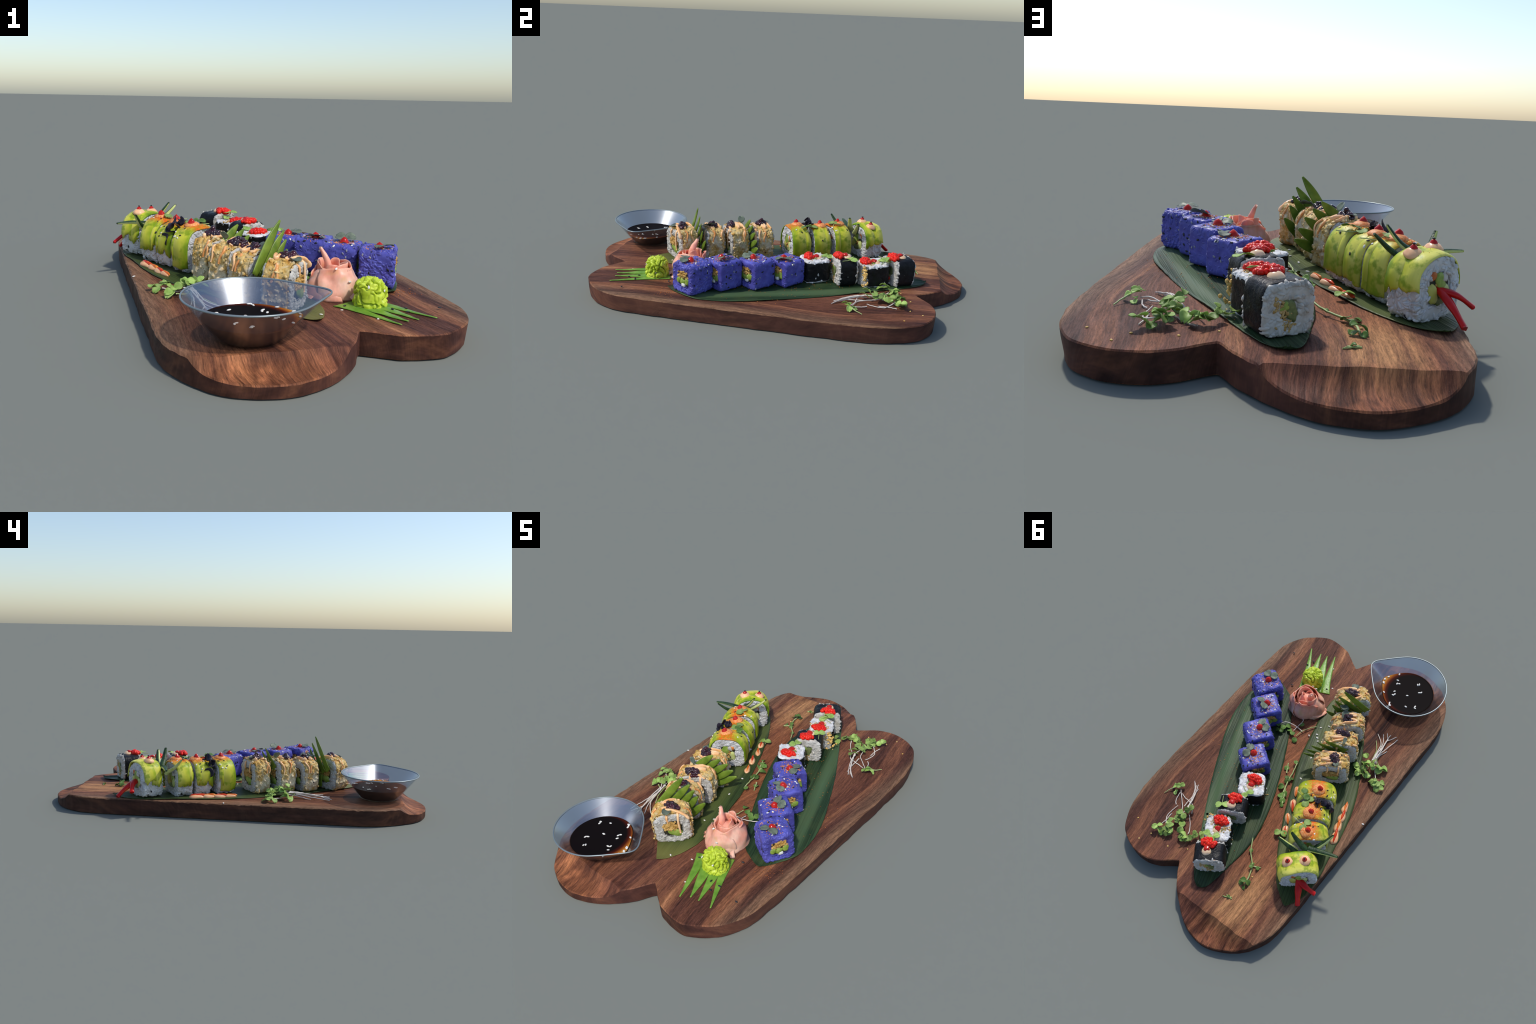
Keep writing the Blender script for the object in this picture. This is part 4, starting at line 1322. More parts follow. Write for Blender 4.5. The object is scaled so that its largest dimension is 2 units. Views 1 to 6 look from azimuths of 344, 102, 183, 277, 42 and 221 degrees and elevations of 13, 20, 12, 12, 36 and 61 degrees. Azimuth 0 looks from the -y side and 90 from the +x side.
# ---- crispy rolls
def crispy_roll(loc, ang, W, L, H, berry_w, seed, zig, berry_ext=(0.036, 0.019), nb=30, bspin=0.0):
    r = Roll("crispy_sushi_roll", "crumb-coated rice roll with orange sauce and dark berry jam", loc, ang, W, H - 0.006, L, 3.9, 5.0, 0.48, seed, hole=0.56)
    b = r.body(RICE_DIM, "rice", edge=0.008, lump=0.004, lscale=42)
    hl, HH = L / 2, r.H
    def dsp(v):
        o = v + seed * 1.7
        return np.maximum(0.0165 * (0.60 - worley(o, 27, seed)) + 0.005 * fbm(o, 62, seed, 2), 0.0012)
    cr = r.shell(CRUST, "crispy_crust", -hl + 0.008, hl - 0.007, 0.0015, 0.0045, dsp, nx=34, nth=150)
    face = lambda P, N: (np.abs(P[:, 0]) > hl - 0.009) & (np.hypot(P[:, 1] / 0.047, (P[:, 2] - HH * .5) / 0.047) > 1)
    r.grains(RICE_DIM, 230, face, (0.0120, 0.0054, 0.0046), 0.45)
    for s in (1, -1):
        x = s * (hl - 0.004)
        r.chunk("nori_lining", (x - s * 0.004, 0, HH * 0.5), (0.007, 0.047, 0.047), DARK_FILL, 0.12)
        r.crumb_heap("crumb_filling", (x + s * 0.001, -0.004 * s, HH * 0.58), (0.006, 0.043, 0.028), 170, 0.0066, CRUMB)
        r.chunk("avocado_strip", (x, 0.008 * s, HH * 0.37), (0.0105, 0.037, 0.020), CUKE, 0.15, 40, -0.45 * s, 2)
    r.target = cr
    # loose crumbs on the crust
    P, N = sample(cr, 150, r.g, lambda P, N: (P[:, 2] > 0.01) & (np.hypot(P[:, 1], P[:, 2] - HH / 2) > 0.06))
    v, f = scatter(sphere(6, 4), P, rot_from(N, r.g), 0.0048 * r.g.uniform(0.5, 1.3, (len(P), 3)))
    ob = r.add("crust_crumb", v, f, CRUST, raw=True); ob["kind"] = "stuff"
    P, N = sample(cr, 70, r.g, lambda P, N: (P[:, 2] > 0.01) & (np.hypot(P[:, 1], P[:, 2] - HH / 2) > 0.06))
    v, f = scatter(sphere(9, 6), P, rot_from(N, r.g), np.array([0.010, 0.008, 0.0055]) * r.g.uniform(0.6, 1.3, (len(P), 3)))
    v = v + 0.0024 * np.c_[perlin(v, 130, 1), perlin(v, 130, 2), perlin(v, 130, 3)]
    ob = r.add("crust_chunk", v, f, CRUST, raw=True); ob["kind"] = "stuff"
    r.ready([b, cr])
    # zigzag of sauce across the top, spilling over the sides
    for x0, x1, ends in zig:
        n = 5
        pts = []
        for k in range(n):
            t = k / (n - 1)
            side = 1 if k % 2 else -1
            pts.append((x0 + (x1 - x0) * t + 0.006 * r.g.normal(), side * W * r.g.uniform(0.24, 0.37)))
        if ends:
            pts = [(x0 - 0.004, -W * 0.47)] + pts
        r.drizzle(pts, 0.0096, MAYO_ORANGE, 0.0045, jitter=0.55)
    g = r.g
    for k in range(4):      # drips running down the sides
        sy = 1 if k % 2 else -1
        x = g.uniform(-hl * 0.75, hl * 0.75)
        zend = HH * g.uniform(0.15, 0.6)
        pts = []
        for t in np.linspace(0, 1, 7):
            ang_ = PI / 2 - sy * (0.55 + t * 0.9)
            yz = r.prof(np.array([ang_]), np.array([0.0105]))[0]
            if t > 0 and yz[1] < zend:
                break
            pts.append((x + 0.006 * math.sin(t * 5 + k), yz[0], yz[1]))
        if len(pts) > 2:
            c = catmull(pts, 5)
            v, f = tube(c, np.linspace(0.0058, 0.0036, len(c)), 8, 0.7)
            r.add("sauce_drip", v, f, ORANGE if k % 3 == 0 else MAYO_ORANGE, raw=True)
    # drips hanging over the cut face
    for s, yy, ln in ((1, -0.02, 0.035), (1, 0.035, 0.05)) if seed == 31 else ((1, -0.02, 0.035), (-1, -0.03, 0.10), (-1, 0.02, 0.03)):
        z0 = HH * 0.96
        pts = [(s * (hl - 0.022), yy, HH + 0.005), (s * (hl + 0.001), yy + .001, z0), (s * (hl + 0.006), yy + .002, z0 - ln * 0.4), (s * (hl + 0.005), yy - .002, z0 - ln)]
        c = catmull(pts, 6)
        v, f = tube(c, np.linspace(0.0062, 0.0042, len(c)), 8, 0.7)
        r.add("sauce_drip", v, f, MAYO_ORANGE, raw=True)
    q = r.local(berry_w)
    r.pile("berry_jam", q[0], q[1], berry_ext[0], berry_ext[1], nb * 3, 0.0074, JAM, 1.5, bspin, 0.45)
    r.seeds(SEED_B, 12, "black_sesame_seed", lambda P, N: (P[:, 2] > 0.02) & (np.hypot(P[:, 1], P[:, 2] - HH / 2) > 0.06))
    r.seeds(SEED_W, 3, "white_sesame_seed", lambda P, N: (N[:, 2] > 0.5) & (P[:, 2] > HH * 0.8))
    return r

c1 = crispy_roll((-.199, -.096), 124, .162, .096, .170, (-.212, -.100, .29), 31, [(-.044, .040, True)], (0.034, 0.020))
c2 = crispy_roll((-.163, -.226), 125, .166, .100, .168, (-.158, -.254, .278), 32, [(-.040, .040, False)], (0.036, 0.018), bspin=1.2)
c3 = crispy_roll((-.122, -.352), 126, .156, .096, .164, (-.122, -.349, .276), 33, [(-.038, .036, False)], (0.024, 0.022), 22)
c4 = crispy_roll((-.052, -.492), 140, .160, .104, .166, (-.046, -.489, .28), 34, [(-.044, .042, True)], (0.036, 0.018), bspin=0.9)
c1.sprig(*c1.local((-.222, -.086, .27))[:2], 0.030, 0.5, MICRO_P, 1, 0.010, -0.2, 0.0, 2, name="purple_micro_leaf")
c2.sprig(*c2.local((-.196, -.205, .27))[:2], 0.040, 1.5, MICRO_P, 1, 0.008, -1.15, 0.06, 4, smat=STEM, name="purple_micro_leaf")
c3.sprig(*c3.local((-.092, -.378, .27))[:2], 0.050, -1.4, MICRO_P, 2, 0.010, -0.5, 0.05, 6, smat=STEM, name="purple_micro_leaf")
c4.sprig(*c4.local((-.040, -.512, .27))[:2], 0.042, 2.6, MICRO_P, 1, 0.006, -0.1, 0.05, 7, smat=STEM, name="purple_micro_leaf")

# ---- comb-cut green leaves standing between the crispy rolls
def leaf_fan(gap, dirv, blades, foot, label):
    """blades: (base s, base z, tip s, tip z, tip lean) in the plane of the gap"""
    e = empty("leaf_fan", (gap[0], gap[1], LEAFZ), 0, label, "garnish")
    d = np.array(dirv) / np.linalg.norm(dirv)
    nrm = np.array([-d[1], d[0]])
    for bs, bz, ts, tz, lean, w in blades:
        nu, nv = 16, 7
        u = np.linspace(0, 1, nu)[:, None]; v = np.linspace(-1, 1, nv)[None, :]
        ax = np.array([ts - bs, tz - bz]); L = np.linalg.norm(ax); ax /= L
        pr = np.array([-ax[1], ax[0]])
        wd = w * np.clip(1.0 - np.clip((u - 0.5) / 0.5, 0, 1) ** 2.0 * 0.80, 0.08, 1)
        s = bs + ax[0] * L * u + pr[0] * wd * v
        z = bz + ax[1] * L * u + pr[1] * wd * v
        o = lean * u ** 1.5 + 0.004 * v * np.sin(u * 3) + 0.003 * v ** 2
        P = np.stack([s * d[0] + o * nrm[0], s * d[1] + o * nrm[1], z - LEAFZ + 0 * o], axis=2)
        q, f = thick_sheet(P, 0.0026, 0.6, 1)
        add_mesh("leaf_blade", q, f, FAN, e)
    # uncut foot of the leaf
    (s0, z0), (s1, z1), dep = foot
    nu, nv = 14, 8
    u = np.linspace(0, 1, nu)[:, None]; v = np.linspace(0, 1, nv)[None, :]
    s = s0 + (s1 - s0) * u + 0 * v
    z = np.maximum(z0 + (z1 - z0) * u - dep * v, LEAFZ + 0.002)
    o = 0.004 * np.sin(u * 6) + 0 * v - 0.002
    P = np.stack([s * d[0] + o * nrm[0], s * d[1] + o * nrm[1], z - LEAFZ], axis=2)
    q, f = thick_sheet(P, 0.0026, 0.6, 1)
    add_mesh("leaf_foot", q, f, FAN, e)

leaf_fan((-.090, -.430), (.75, .66), [(-.082, .200, .050, .369, -.012, .019), (-.046, .185, .078, .329, -.012, .018), (-.010, .165, .095, .295, -.012, .017), (.022, .145, .108, .258, -.010, .018), (.040, .118, .138, .212, -.004, .018)],
         ((-.030, .175), (.062, .130), .07), "comb-cut green leaf fan standing between crispy rolls")
leaf_fan((-.176, -.172), (.80, .60), [(-.050, .215, .062, .308, -.004, .019), (-.022, .195, .098, .285, -.004, .018), (.006, .172, .132, .256, -.004, .018), (.030, .150, .156, .218, -.004, .019), (.045, .122, .172, .181, -.004, .018)],
         ((-.020, .190), (.065, .130), .07), "comb-cut green leaf fan standing between crispy rolls")

# ------------------------------------------------------------------ soy sauce dish
def dish():
    cx, cy = -.245, -.752
    e = empty("soy_sauce_dish", (cx, cy, BT + 0.001), 0, "clear glass dish with pouring lip holding dark soy sauce", "sauce dish")
    na = 144
    a = np.linspace(0, 2 * PI, na, endpoint=False)
    R, D, r2, phi = 0.199, 0.212, 0.042, -0.02
    # rim outline: convex hull of a circle and a small lip circle, as a support-function radius
    dirs = np.c_[np.cos(a), np.sin(a)]
    hull = np.vstack([R * dirs, np.array([D * math.cos(phi), D * math.sin(phi)]) + r2 * dirs])
    sup = (hull @ dirs.T).max(0)                      # support in each direction
    rim = np.array([min(sup[k] / max(dirs[k] @ dirs[j], 1e-6) for k in range(na) if dirs[k] @ dirs[j] > 0.2) for j in range(na)])
    rim = np.convolve(np.r_[rim[-2:], rim, rim[:2]], np.ones(5) / 5, "valid")
    zr, rb = 0.131, 0.093
    def wall(t, inset=0.0, lift=0.0):
        """t 0..1 up the outside of the wall"""
        k = t ** 0.92
        rr = rb + (rim - rb) * k - inset
        return np.c_[rr * np.cos(a), rr * np.sin(a), np.full(na, zr * t + lift)]
    rows = [np.c_[0.55 * rb * np.cos(a), 0.55 * rb * np.sin(a), np.zeros(na)], np.c_[(rb - 0.010) * np.cos(a), (rb - 0.010) * np.sin(a), np.zeros(na)]]
    rows += [wall(t) for t in np.linspace(0.03, 1, 20)]
    v = np.vstack(rows)
    f = grid_faces(len(rows), na, wrap_v=True)
    f.append(tuple(reversed(range(na))))
    add_mesh("glass_bowl", v, f, GLASS, e)
    rows = [wall(t, 0.0030, 0.002) for t in np.linspace(0.05, 0.985, 20)]
    add_mesh("glass_bowl_lining", np.vstack(rows), [tuple(reversed(q)) for q in grid_faces(len(rows), na, wrap_v=True)], GLASS_IN, e)
    # thickened rolled rim
    top = wall(1.0)
    p = np.vstack([top, top[:1]])
    k = 10
    b = np.linspace(0, 2 * PI, k, endpoint=False)
    rv = np.array([[(np.linalg.norm(q[:2]) + 0.0032 * math.cos(t)) / np.linalg.norm(q[:2]) * q[0], (np.linalg.norm(q[:2]) + 0.0032 * math.cos(t)) / np.linalg.norm(q[:2]) * q[1], q[2] + 0.0032 * math.sin(t)] for q in top for t in b])
    add_mesh("glass_rim", rv, grid_faces(na, k, True, True), RIM, e)
    # liquid, filling the lower part
    zs = 0.060
    ts = zs / zr
    rows = [wall(t, 0.0050, 0.004) for t in np.linspace(0.03, ts, 8)]
    lip = rows[-1].copy()
    rows.append(lip * [0.985, 0.985, 1] - [0, 0, 0.0012])
    for s in (0.94, 0.8, 0.6, 0.4, 0.2):
        rows.append(lip * [s, s, 1] - [0, 0, 0.0018])
    v = np.vstack(rows)
    f = grid_faces(len(rows), na, wrap_v=True)
    f.append(tuple(reversed(range(na))))
    v = np.vstack([v, [0, 0, v[-1, 2]]])
    l = (len(rows) - 1) * na
    f += [(len(v) - 1, l + j, l + (j + 1) % na) for j in range(na)]
    ob = add_mesh("soy_sauce", v, f, SOY, e)
    import bmesh
    bm = bmesh.new(); bm.from_mesh(ob.data); bmesh.ops.recalc_face_normals(bm, faces=bm.faces); bm.to_mesh(ob.data); bm.free()
    zl = lip[0, 2] - 0.0012
    # floating sesame
    g = np.random.default_rng(77)
    world = [(-.30, -.80), (-.292, -.792), (-.262, -.840), (-.256, -.832), (-.185, -.690), (-.190, -.700), (-.178, -.716), (-.250, -.735), (-.17, -.775), (-.16, -.768), (-.150, -.790), (-.330, -.69), (-.325, -.70), (-.285, -.668), (-.21, -.62), (-.20, -.635)]
    pos = [(x - cx, y - cy, zl + 0.001) for x, y in world]
    for t in np.r_[np.sort(g.uniform(-0.9, 1.9, 9))]:
        i = int(t / (2 * PI) * na) % na
        q = lip[i] * [0.955, 0.955, 1]
        pos.append((q[0], q[1], zl + 0.002))
    pos = np.array(pos)
    N = np.tile([0, 0, 1.0], (len(pos), 1)) + g.normal(size=(len(pos), 3)) * 0.15
    v, f = scatter(sphere(8, 6), pos, rot_from(N, g), np.tile([0.0078, 0.0044, 0.0026], (len(pos), 1)))
    ob = add_mesh("white_sesame_seed", v, f, SEED_W, e); ob["kind"] = "stuff"
dish()

# ------------------------------------------------------------------ pickled ginger rose
def ginger():
    c = np.array([.168, -.366, BT])
    e = empty("pickled_ginger", tuple(c), 0, "pink pickled ginger slices folded into a rose", "pickled ginger")
    def petal(a0, a1, r_bot, r_top, h, curl, seed, th=0.004, z0=0.0, dip=0.2, flare=0.0):
        nu, nv = 30, 20
        u = np.linspace(0, 1, nu)[:, None]; w = np.linspace(0, 1, nv)[None, :]
        a = a0 + (a1 - a0) * u + 0.12 * np.sin(w * 3 + seed)
        belly = np.sin(np.clip(w, 0, 1) * PI * 0.55)
        rr = r_bot + (r_top - r_bot) * w + 0.016 * belly * (1 - w) + curl * np.clip((w - 0.78) / 0.22, 0, 1) ** 2
        rr = rr + flare * (np.abs(u - 0.5) * 2) ** 3
        hh = h * (1 - dip * (np.abs(u - 0.5) * 2) ** 2.5)
        z = z0 + hh * w ** 0.9
        P = np.stack([rr * np.cos(a), rr * np.sin(a), z + 0 * a], axis=2)
        n = 0.013 * fbm(P.reshape(-1, 3) + seed, 12, seed, 2).reshape(nu, nv) + 0.0022 * perlin(P.reshape(-1, 3), 40, seed + 3).reshape(nu, nv)
        P = P + grid_normals(P) * n[..., None]
        P[..., 2] = np.maximum(P[..., 2], 0.001)
        v, f = thick_sheet(P, th, 0.5, 2)
        add_mesh("ginger_slice", v, f, GINGER, e)
    d = math.radians
    # big outer wraps
    petal(d(-150), d(-25), .098, .058, .112, .004, 1, z0=0.0, dip=.10)
    petal(d(-60), d(75), .100, .064, .122, .006, 2, dip=.16)
    petal(d(150), d(270), .100, .054, .108, -.002, 3, dip=.25)
    petal(d(40), d(175), .088, .058, .100, .010, 4, dip=.2, flare=.012)
    # inner wraps
    petal(d(-120), d(40), .070, .042, .112, .006, 5, z0=.01)
    petal(d(60), d(210), .066, .044, .116, .010, 6, z0=.008)
    petal(d(-20), d(110), .050, .026, .122, .004, 7, z0=.010)
    petal(d(170), d(330), .046, .022, .108, .004, 8, z0=.010)
    # filled heart, so nothing shows through
    v, f = dome(0.074, 0.108, 0.2, 28, 12, 0.10, 4)
    add_mesh("ginger_heart", v, f, GINGER, e)
    # upright rolled tongue
    p = np.array([(.152, -.374, .175), (.148, -.369, .205), (.138, -.360, .232), (.126, -.349, .256)]) - c
    q = catmull(p, 7)
    v, f = tube(q, np.linspace(0.022, 0.0075, len(q)), 14, 0.72)
    v = v + 0.002 * np.c_[perlin(v, 40, 1), perlin(v, 40, 2), perlin(v, 40, 3)]
    add_mesh("ginger_tongue", v, f, GINGER, e)
    # folded flaps by the crown
    for ctr, ang, sz in (((.152, -.305, .178), 1.8, .052), ((.228, -.330, .176), 0.5, .046)):
        nu, nv = 16, 12
        u = np.linspace(-1, 1, nu)[:, None]; w = np.linspace(0, 1, nv)[None, :]
        x = sz * 0.62 * np.sin(u * 1.25) * (1 - 0.35 * w ** 2)
        y = sz * 0.45 * (np.cos(u * 1.25) - 1) + 0.010 * w
        P = np.stack([x + 0 * w, y + 0 * w, sz * 0.8 * w * (1 - 0.25 * u ** 2) + 0 * x], axis=2) @ Rz(ang - PI / 2).T + (np.array(ctr) - c) - [0, 0, sz * 0.25]
        v, f = thick_sheet(P, 0.005, 0.5, 2)
        add_mesh("ginger_slice", v, f, GINGER, e)
    # frilly foot and the strip trailing to the back
    for a, l, w, s in ((-170, .085, .020, 1), (-155, .082, .018, 2), (-62, .090, .03, 3), (-35, .094, .02, 4)):
        a = d(a)
        pts = [np.array([math.cos(a) * (0.06 + (l - .03) * t), math.sin(a) * (0.06 + (l - .03) * t), 0.030 * (1 - t) + 0.005]) for t in np.linspace(0, 1, 6)]
        v, f = tube(catmull(pts, 4), np.linspace(w * 0.9, w * 0.55, 21), 10, 0.28, up=(0, 0, 1))
        v[:, 2] += 0.004 * perlin(v, 45, s); v[:, 2] = np.maximum(v[:, 2], 0.001)
        add_mesh("ginger_slice", v, f, GINGER, e)
    pts = [np.array(p) - c for p in ((.120, -.345, .12), (.088, -.345, .105), (.070, -.375, .098), (.060, -.402, .094))]
    v, f = tube(catmull(pts, 6), np.linspace(0.030, 0.010, 19), 10, 0.22, up=(0, 0, 1))
    add_mesh("ginger_slice", v, f, GINGER, e)
    g = np.random.default_rng(3)
    P = np.array([(.03, -.094, .070), (-.012, -.066, .112)])
    v, f = scatter(sphere(8, 6), P, rot_from(np.array([[.3, -1, .2], [0, -.6, .8]]), g), np.tile([.007, .004, .0024], (2, 1)))
    add_mesh("white_sesame_seed", v, f, SEED_W, e)
ginger()

# ------------------------------------------------------------------ wasabi on a cut leaf
def wasabi():
    e = empty("wasabi", (.248, -.522, BT + 0.004), 0, "bright green ruffled lump of wasabi paste", "wasabi")
    v, f = sphere(190, 120)
    r = np.array([0.051, 0.049, 0.046])
    v[:, 2] = np.sign(v[:, 2]) * np.abs(v[:, 2]) ** 0.75
    s = v * r
    hor = np.linalg.norm(v[:, :2], axis=1, keepdims=True) + 1e-6
    low = v[:, 2:3] < 0.1
    s[:, :2] = np.where(low, v[:, :2] / hor * r[:2] * np.clip(hor * 3.0, 0, 1) * (1 + 0.10 * np.clip(-v[:, 2:3], 0, 1)), s[:, :2])
    o = s * np.array([1, 1, 0.9]) + 0.010 * np.c_[perlin(s, 30, 1), perlin(s, 30, 2), perlin(s, 30, 3)]
    ridge = np.abs(perlin(o, 38, 7)) * 3.2
    ridge2 = np.abs(perlin(o, 62, 9)) * 2.4
    s = s + v * (0.0150 * np.sqrt(np.clip(ridge, 0, 1)) + 0.0035 * np.clip(ridge2, 0, 1) - 0.009)[:, None]
    s[:, 2] += 0.044
    s[:, 2] = np.maximum(s[:, 2], 0.0)
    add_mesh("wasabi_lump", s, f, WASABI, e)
    for (x, y, h, sd) in ((-.014, .004, .020, 1), (.012, -.004, .019, 2)):
        v, f = dome(0.013, h, 0.8, 12, 8, 0.3, sd)
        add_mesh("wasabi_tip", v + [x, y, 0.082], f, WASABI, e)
    g = np.random.default_rng(9)
    P = np.array([(.03, -.045, .06), (-.03, -.048, .075), (.052, .012, .03)])
    v, f = scatter(sphere(8, 6), P, rot_from(P - [0, 0, .04], g), np.tile([.0068, .0038, .0022], (3, 1)))
    add_mesh("sesame_seed", v, f, SEED_W, e)

    f_e = empty("cut_leaf", (.22, -.55, BT), 0, "bright green leaf cut into four pointed prongs", "garnish leaf")
    base = [(.117, -.512), (.162, -.492), (.205, -.470), (.244, -.454), (.282, -.437)]
    notch = [(.170, -.565), (.205, -.579), (.259, -.580), (.300, -.566), (.330, -.555)]
    tips = [(.252, -.748), (.290, -.722), (.330, -.714), (.397, -.712)]
    left = [((.117, -.512), (.160, -.575)), ((.162, -.492), (.205, -.579)), ((.205, -.470), (.259, -.580)), ((.244, -.454), (.300, -.566))]
    right = [((.161, -.493), (.204, -.577)), ((.204, -.471), (.258, -.578)), ((.243, -.455), (.299, -.564)), ((.282, -.437), (.333, -.560))]
    for k in range(4):
        L = catmull([(*left[k][0], 0), (*left[k][1], 0), (*tips[k], 0)], 10)
        R = catmull([(*right[k][0], 0), (*right[k][1], 0), (tips[k][0] + .004, tips[k][1] + .002, 0)], 10)
        t = np.linspace(0, 1, 7)[None, :, None]
        P = L[:, None] * (1 - t) + R[:, None] * t
        P = P - [.22, -.55, 0]
        u = np.linspace(0, 1, len(L))[:, None]
        P[..., 2] = 0.0028 + 0.0012 * np.sin(t[..., 0] * PI) * (0.4 + u) + 0.0015 * perlin(P.reshape(-1, 3), 30, k).reshape(P.shape[:2])
        v, f = thick_sheet(P, 0.0024, 0.8, 1)
        add_mesh("leaf_prong", v, f, FORK, f_e)
wasabi()

# ------------------------------------------------------------------ sauce streaks on the leaf
def sauce_streak(name, pts, label, size, green=None, inlay=0.80):
    e = empty(name, (pts[0][0], pts[0][1], LEAFZ), 0, label, "sauce")
    o = np.array([pts[0][0], pts[0][1], LEAFZ])
    for k, (x, y, ang, s) in enumerate(pts):
        v, f = dome(size * s, 0.017 * s, 0.15, 22, 9, 0.15, 40 + k)
        v = v * [1.45, 0.85, 1.0]
        v[:, 0] += np.where(v[:, 0] > 0, 0.35, 0) * v[:, 0]
        v[:, 1] *= 1 - 0.45 * np.clip(v[:, 0] / (size * 2), 0, 1)
        add_mesh("mayonnaise_dollop", v @ Rz(ang).T + np.array([x, y, LEAFZ]) - o, f, MAYO, e)
        v, f = dome(size * s * inlay, 0.012 * s, 0.1, 18, 8, 0.2, 60 + k)
        v = v * [2.2, 0.42, 1.0]
        add_mesh("chilli_sauce_streak", v @ Rz(ang + 0.1).T + np.array([x, y, LEAFZ + 0.0085 * s]) + np.array([math.cos(ang), math.sin(ang), 0]) * size * s * 0.55 - o, f, RED_STREAK if k % 2 == 0 else ORANGE_STREAK, e)
sauce_streak("sauce_streak", [(-.434, .186, -1.3, 1.05), (-.412, .128, -1.3, .95), (-.396, .072, -1.4, .9), (-.379, .022, -1.35, .8)], "four overlapping dollops of pink mayonnaise with chilli sauce", .024)
sauce_streak("sauce_streak", [(-.212, .305, 2.0, .8), (-.178, .242, 2.2, .75), (-.152, .165, 2.1, .85), (-.118, .090, 2.0, .75)], "row of small mayonnaise dabs with chilli sauce", .024)

# ------------------------------------------------------------------ microgreens
def greens(name, label, stems, leaves, mat, seed, r=0.0023, stem_mat=None, z0=BT):
    e = empty(name, (leaves[0][0], leaves[0][1], z0), 0, label, "microgreens")
    o = np.array([leaves[0][0], leaves[0][1], z0])
    g = np.random.default_rng(seed)
    for pts, zz, sm in stems:
        h = np.interp(np.linspace(0, 1, len(pts)), np.linspace(0, 1, len(zz)), zz)
        c = catmull([(x, y, z0 + k) for (x, y), k in zip(pts, h)], 5)
        c[1:-1] += g.normal(size=(len(c) - 2, 3)) * 0.0006
        v, f = tube(c - o, np.linspace(r * 0.8, r * 1.15, len(c)), 6)
        add_mesh("stem", v, f, sm or stem_mat or STEM, e)
    if mat is MICRO and len(leaves) > 3:      # fuller, tangled crowns
        leaves = leaves + [(x + g.normal() * .010, y + g.normal() * .010, z + g.uniform(.004, .016), a + g.normal() * 1.2, q * g.uniform(.65, .9), n, t - g.uniform(.1, .6)) for x, y, z, a, q, n, t in leaves[::2] + leaves[1::3]]
    for x, y, z, ang, size, lobes, tilt in leaves:
        v, f = cotyledon(size * (0.80 if mat is MICRO_D else 0.98), lobes, g.uniform(0.25, 0.7), seed=int(g.integers(1000)))
        roll = g.normal() * 0.25
        Rt = Rz(ang) @ np.array([[math.cos(tilt), 0, math.sin(tilt)], [0, 1, 0], [-math.sin(tilt), 0, math.cos(tilt)]]) @ np.array([[1, 0, 0], [0, math.cos(roll), -math.sin(roll)], [0, math.sin(roll), math.cos(roll)]])
        q = v @ Rt.T + np.array([x, y, z0 + z])
        low = q[:, 2].min()
        if low < z0 + 0.002:
            q[:, 2] += z0 + 0.002 - low
        add_mesh("leaf", q - o, f, mat, e)

GS = STEM_G
greens("microgreens", "tangle of pale stems and light green seed leaves",
    [([(.422, .530), (.410, .499), (.393, .476)], [.004, .012, .02], GS),
     ([(.365, .463), (.327, .497), (.282, .540), (.268, .582), (.252, .620)], [.010, .022, .016, .02, .03], None),
     ([(.344, .379), (.308, .415), (.284, .456), (.265, .500), (.253, .544), (.258, .580)], [.004, .014, .022, .028, .03, .03], None),
     ([(.336, .384), (.302, .420), (.278, .460), (.262, .505)], [.004, .010, .018, .022], None),
     ([(.313, .385), (.289, .426), (.266, .482), (.260, .523)], [.004, .016, .026, .03], None),
     ([(.320, .392), (.296, .430), (.276, .470), (.262, .500), (.250, .530)], [.004, .008, .018, .026, .03], None),
     ([(.295, .401), (.289, .443), (.286, .488), (.282, .527)], [.004, .010, .012, .014], None),
     ([(.312, .541), (.318, .569), (.319, .615), (.303, .642), (.275, .668)], [.010, .006, .004, .008, .02], None),
     ([(.230, .545), (.196, .576), (.167, .614), (.159, .632)], [.012, .008, .008, .018], None),
     ([(.313, .681), (.307, .645), (.308, .594)], [.004, .004, .004], None),
     ([(.357, .477), (.346, .519), (.327, .543)], [.008, .006, .004], None),
     ([(.343, .476), (.313, .486), (.283, .488), (.247, .499), (.226, .532)], [.008, .008, .012, .014, .006], None),
     ([(.239, .607), (.203, .642), (.169, .669)], [.008, .004, .006], None)],
    [(.388, .468, .014, -1.0, .030, 2, -.15), (.380, .486, .006, 2.0, .022, 1, 0), (.300, .700, .016, 1.9, .036, 2, -.3), (.268, .696, .014, 1.2, .030, 1, .1),
     (.255, .672, .022, 1.6, .036, 2, -.2), (.246, .640, .030, 1.0, .034, 1, -.3), (.272, .615, .026, 2.5, .034, 2, -.4), (.252, .572, .030, 1.2, .036, 2, .3),
     (.240, .528, .030, -.4, .030, 2, -.4), (.205, .622, .022, .5, .036, 2, -.3), (.162, .652, .016, 1.8, .038, 2, -.5), (.146, .650, .026, .6, .034, 1, -.4), (.122, .630, .024, -.4, .032, 2, -.2),
     (.096, .602, .018, -1.2, .036, 1, .1), (.280, .645, .020, 2.2, .026, 1, -.2)],
    MICRO, 1)
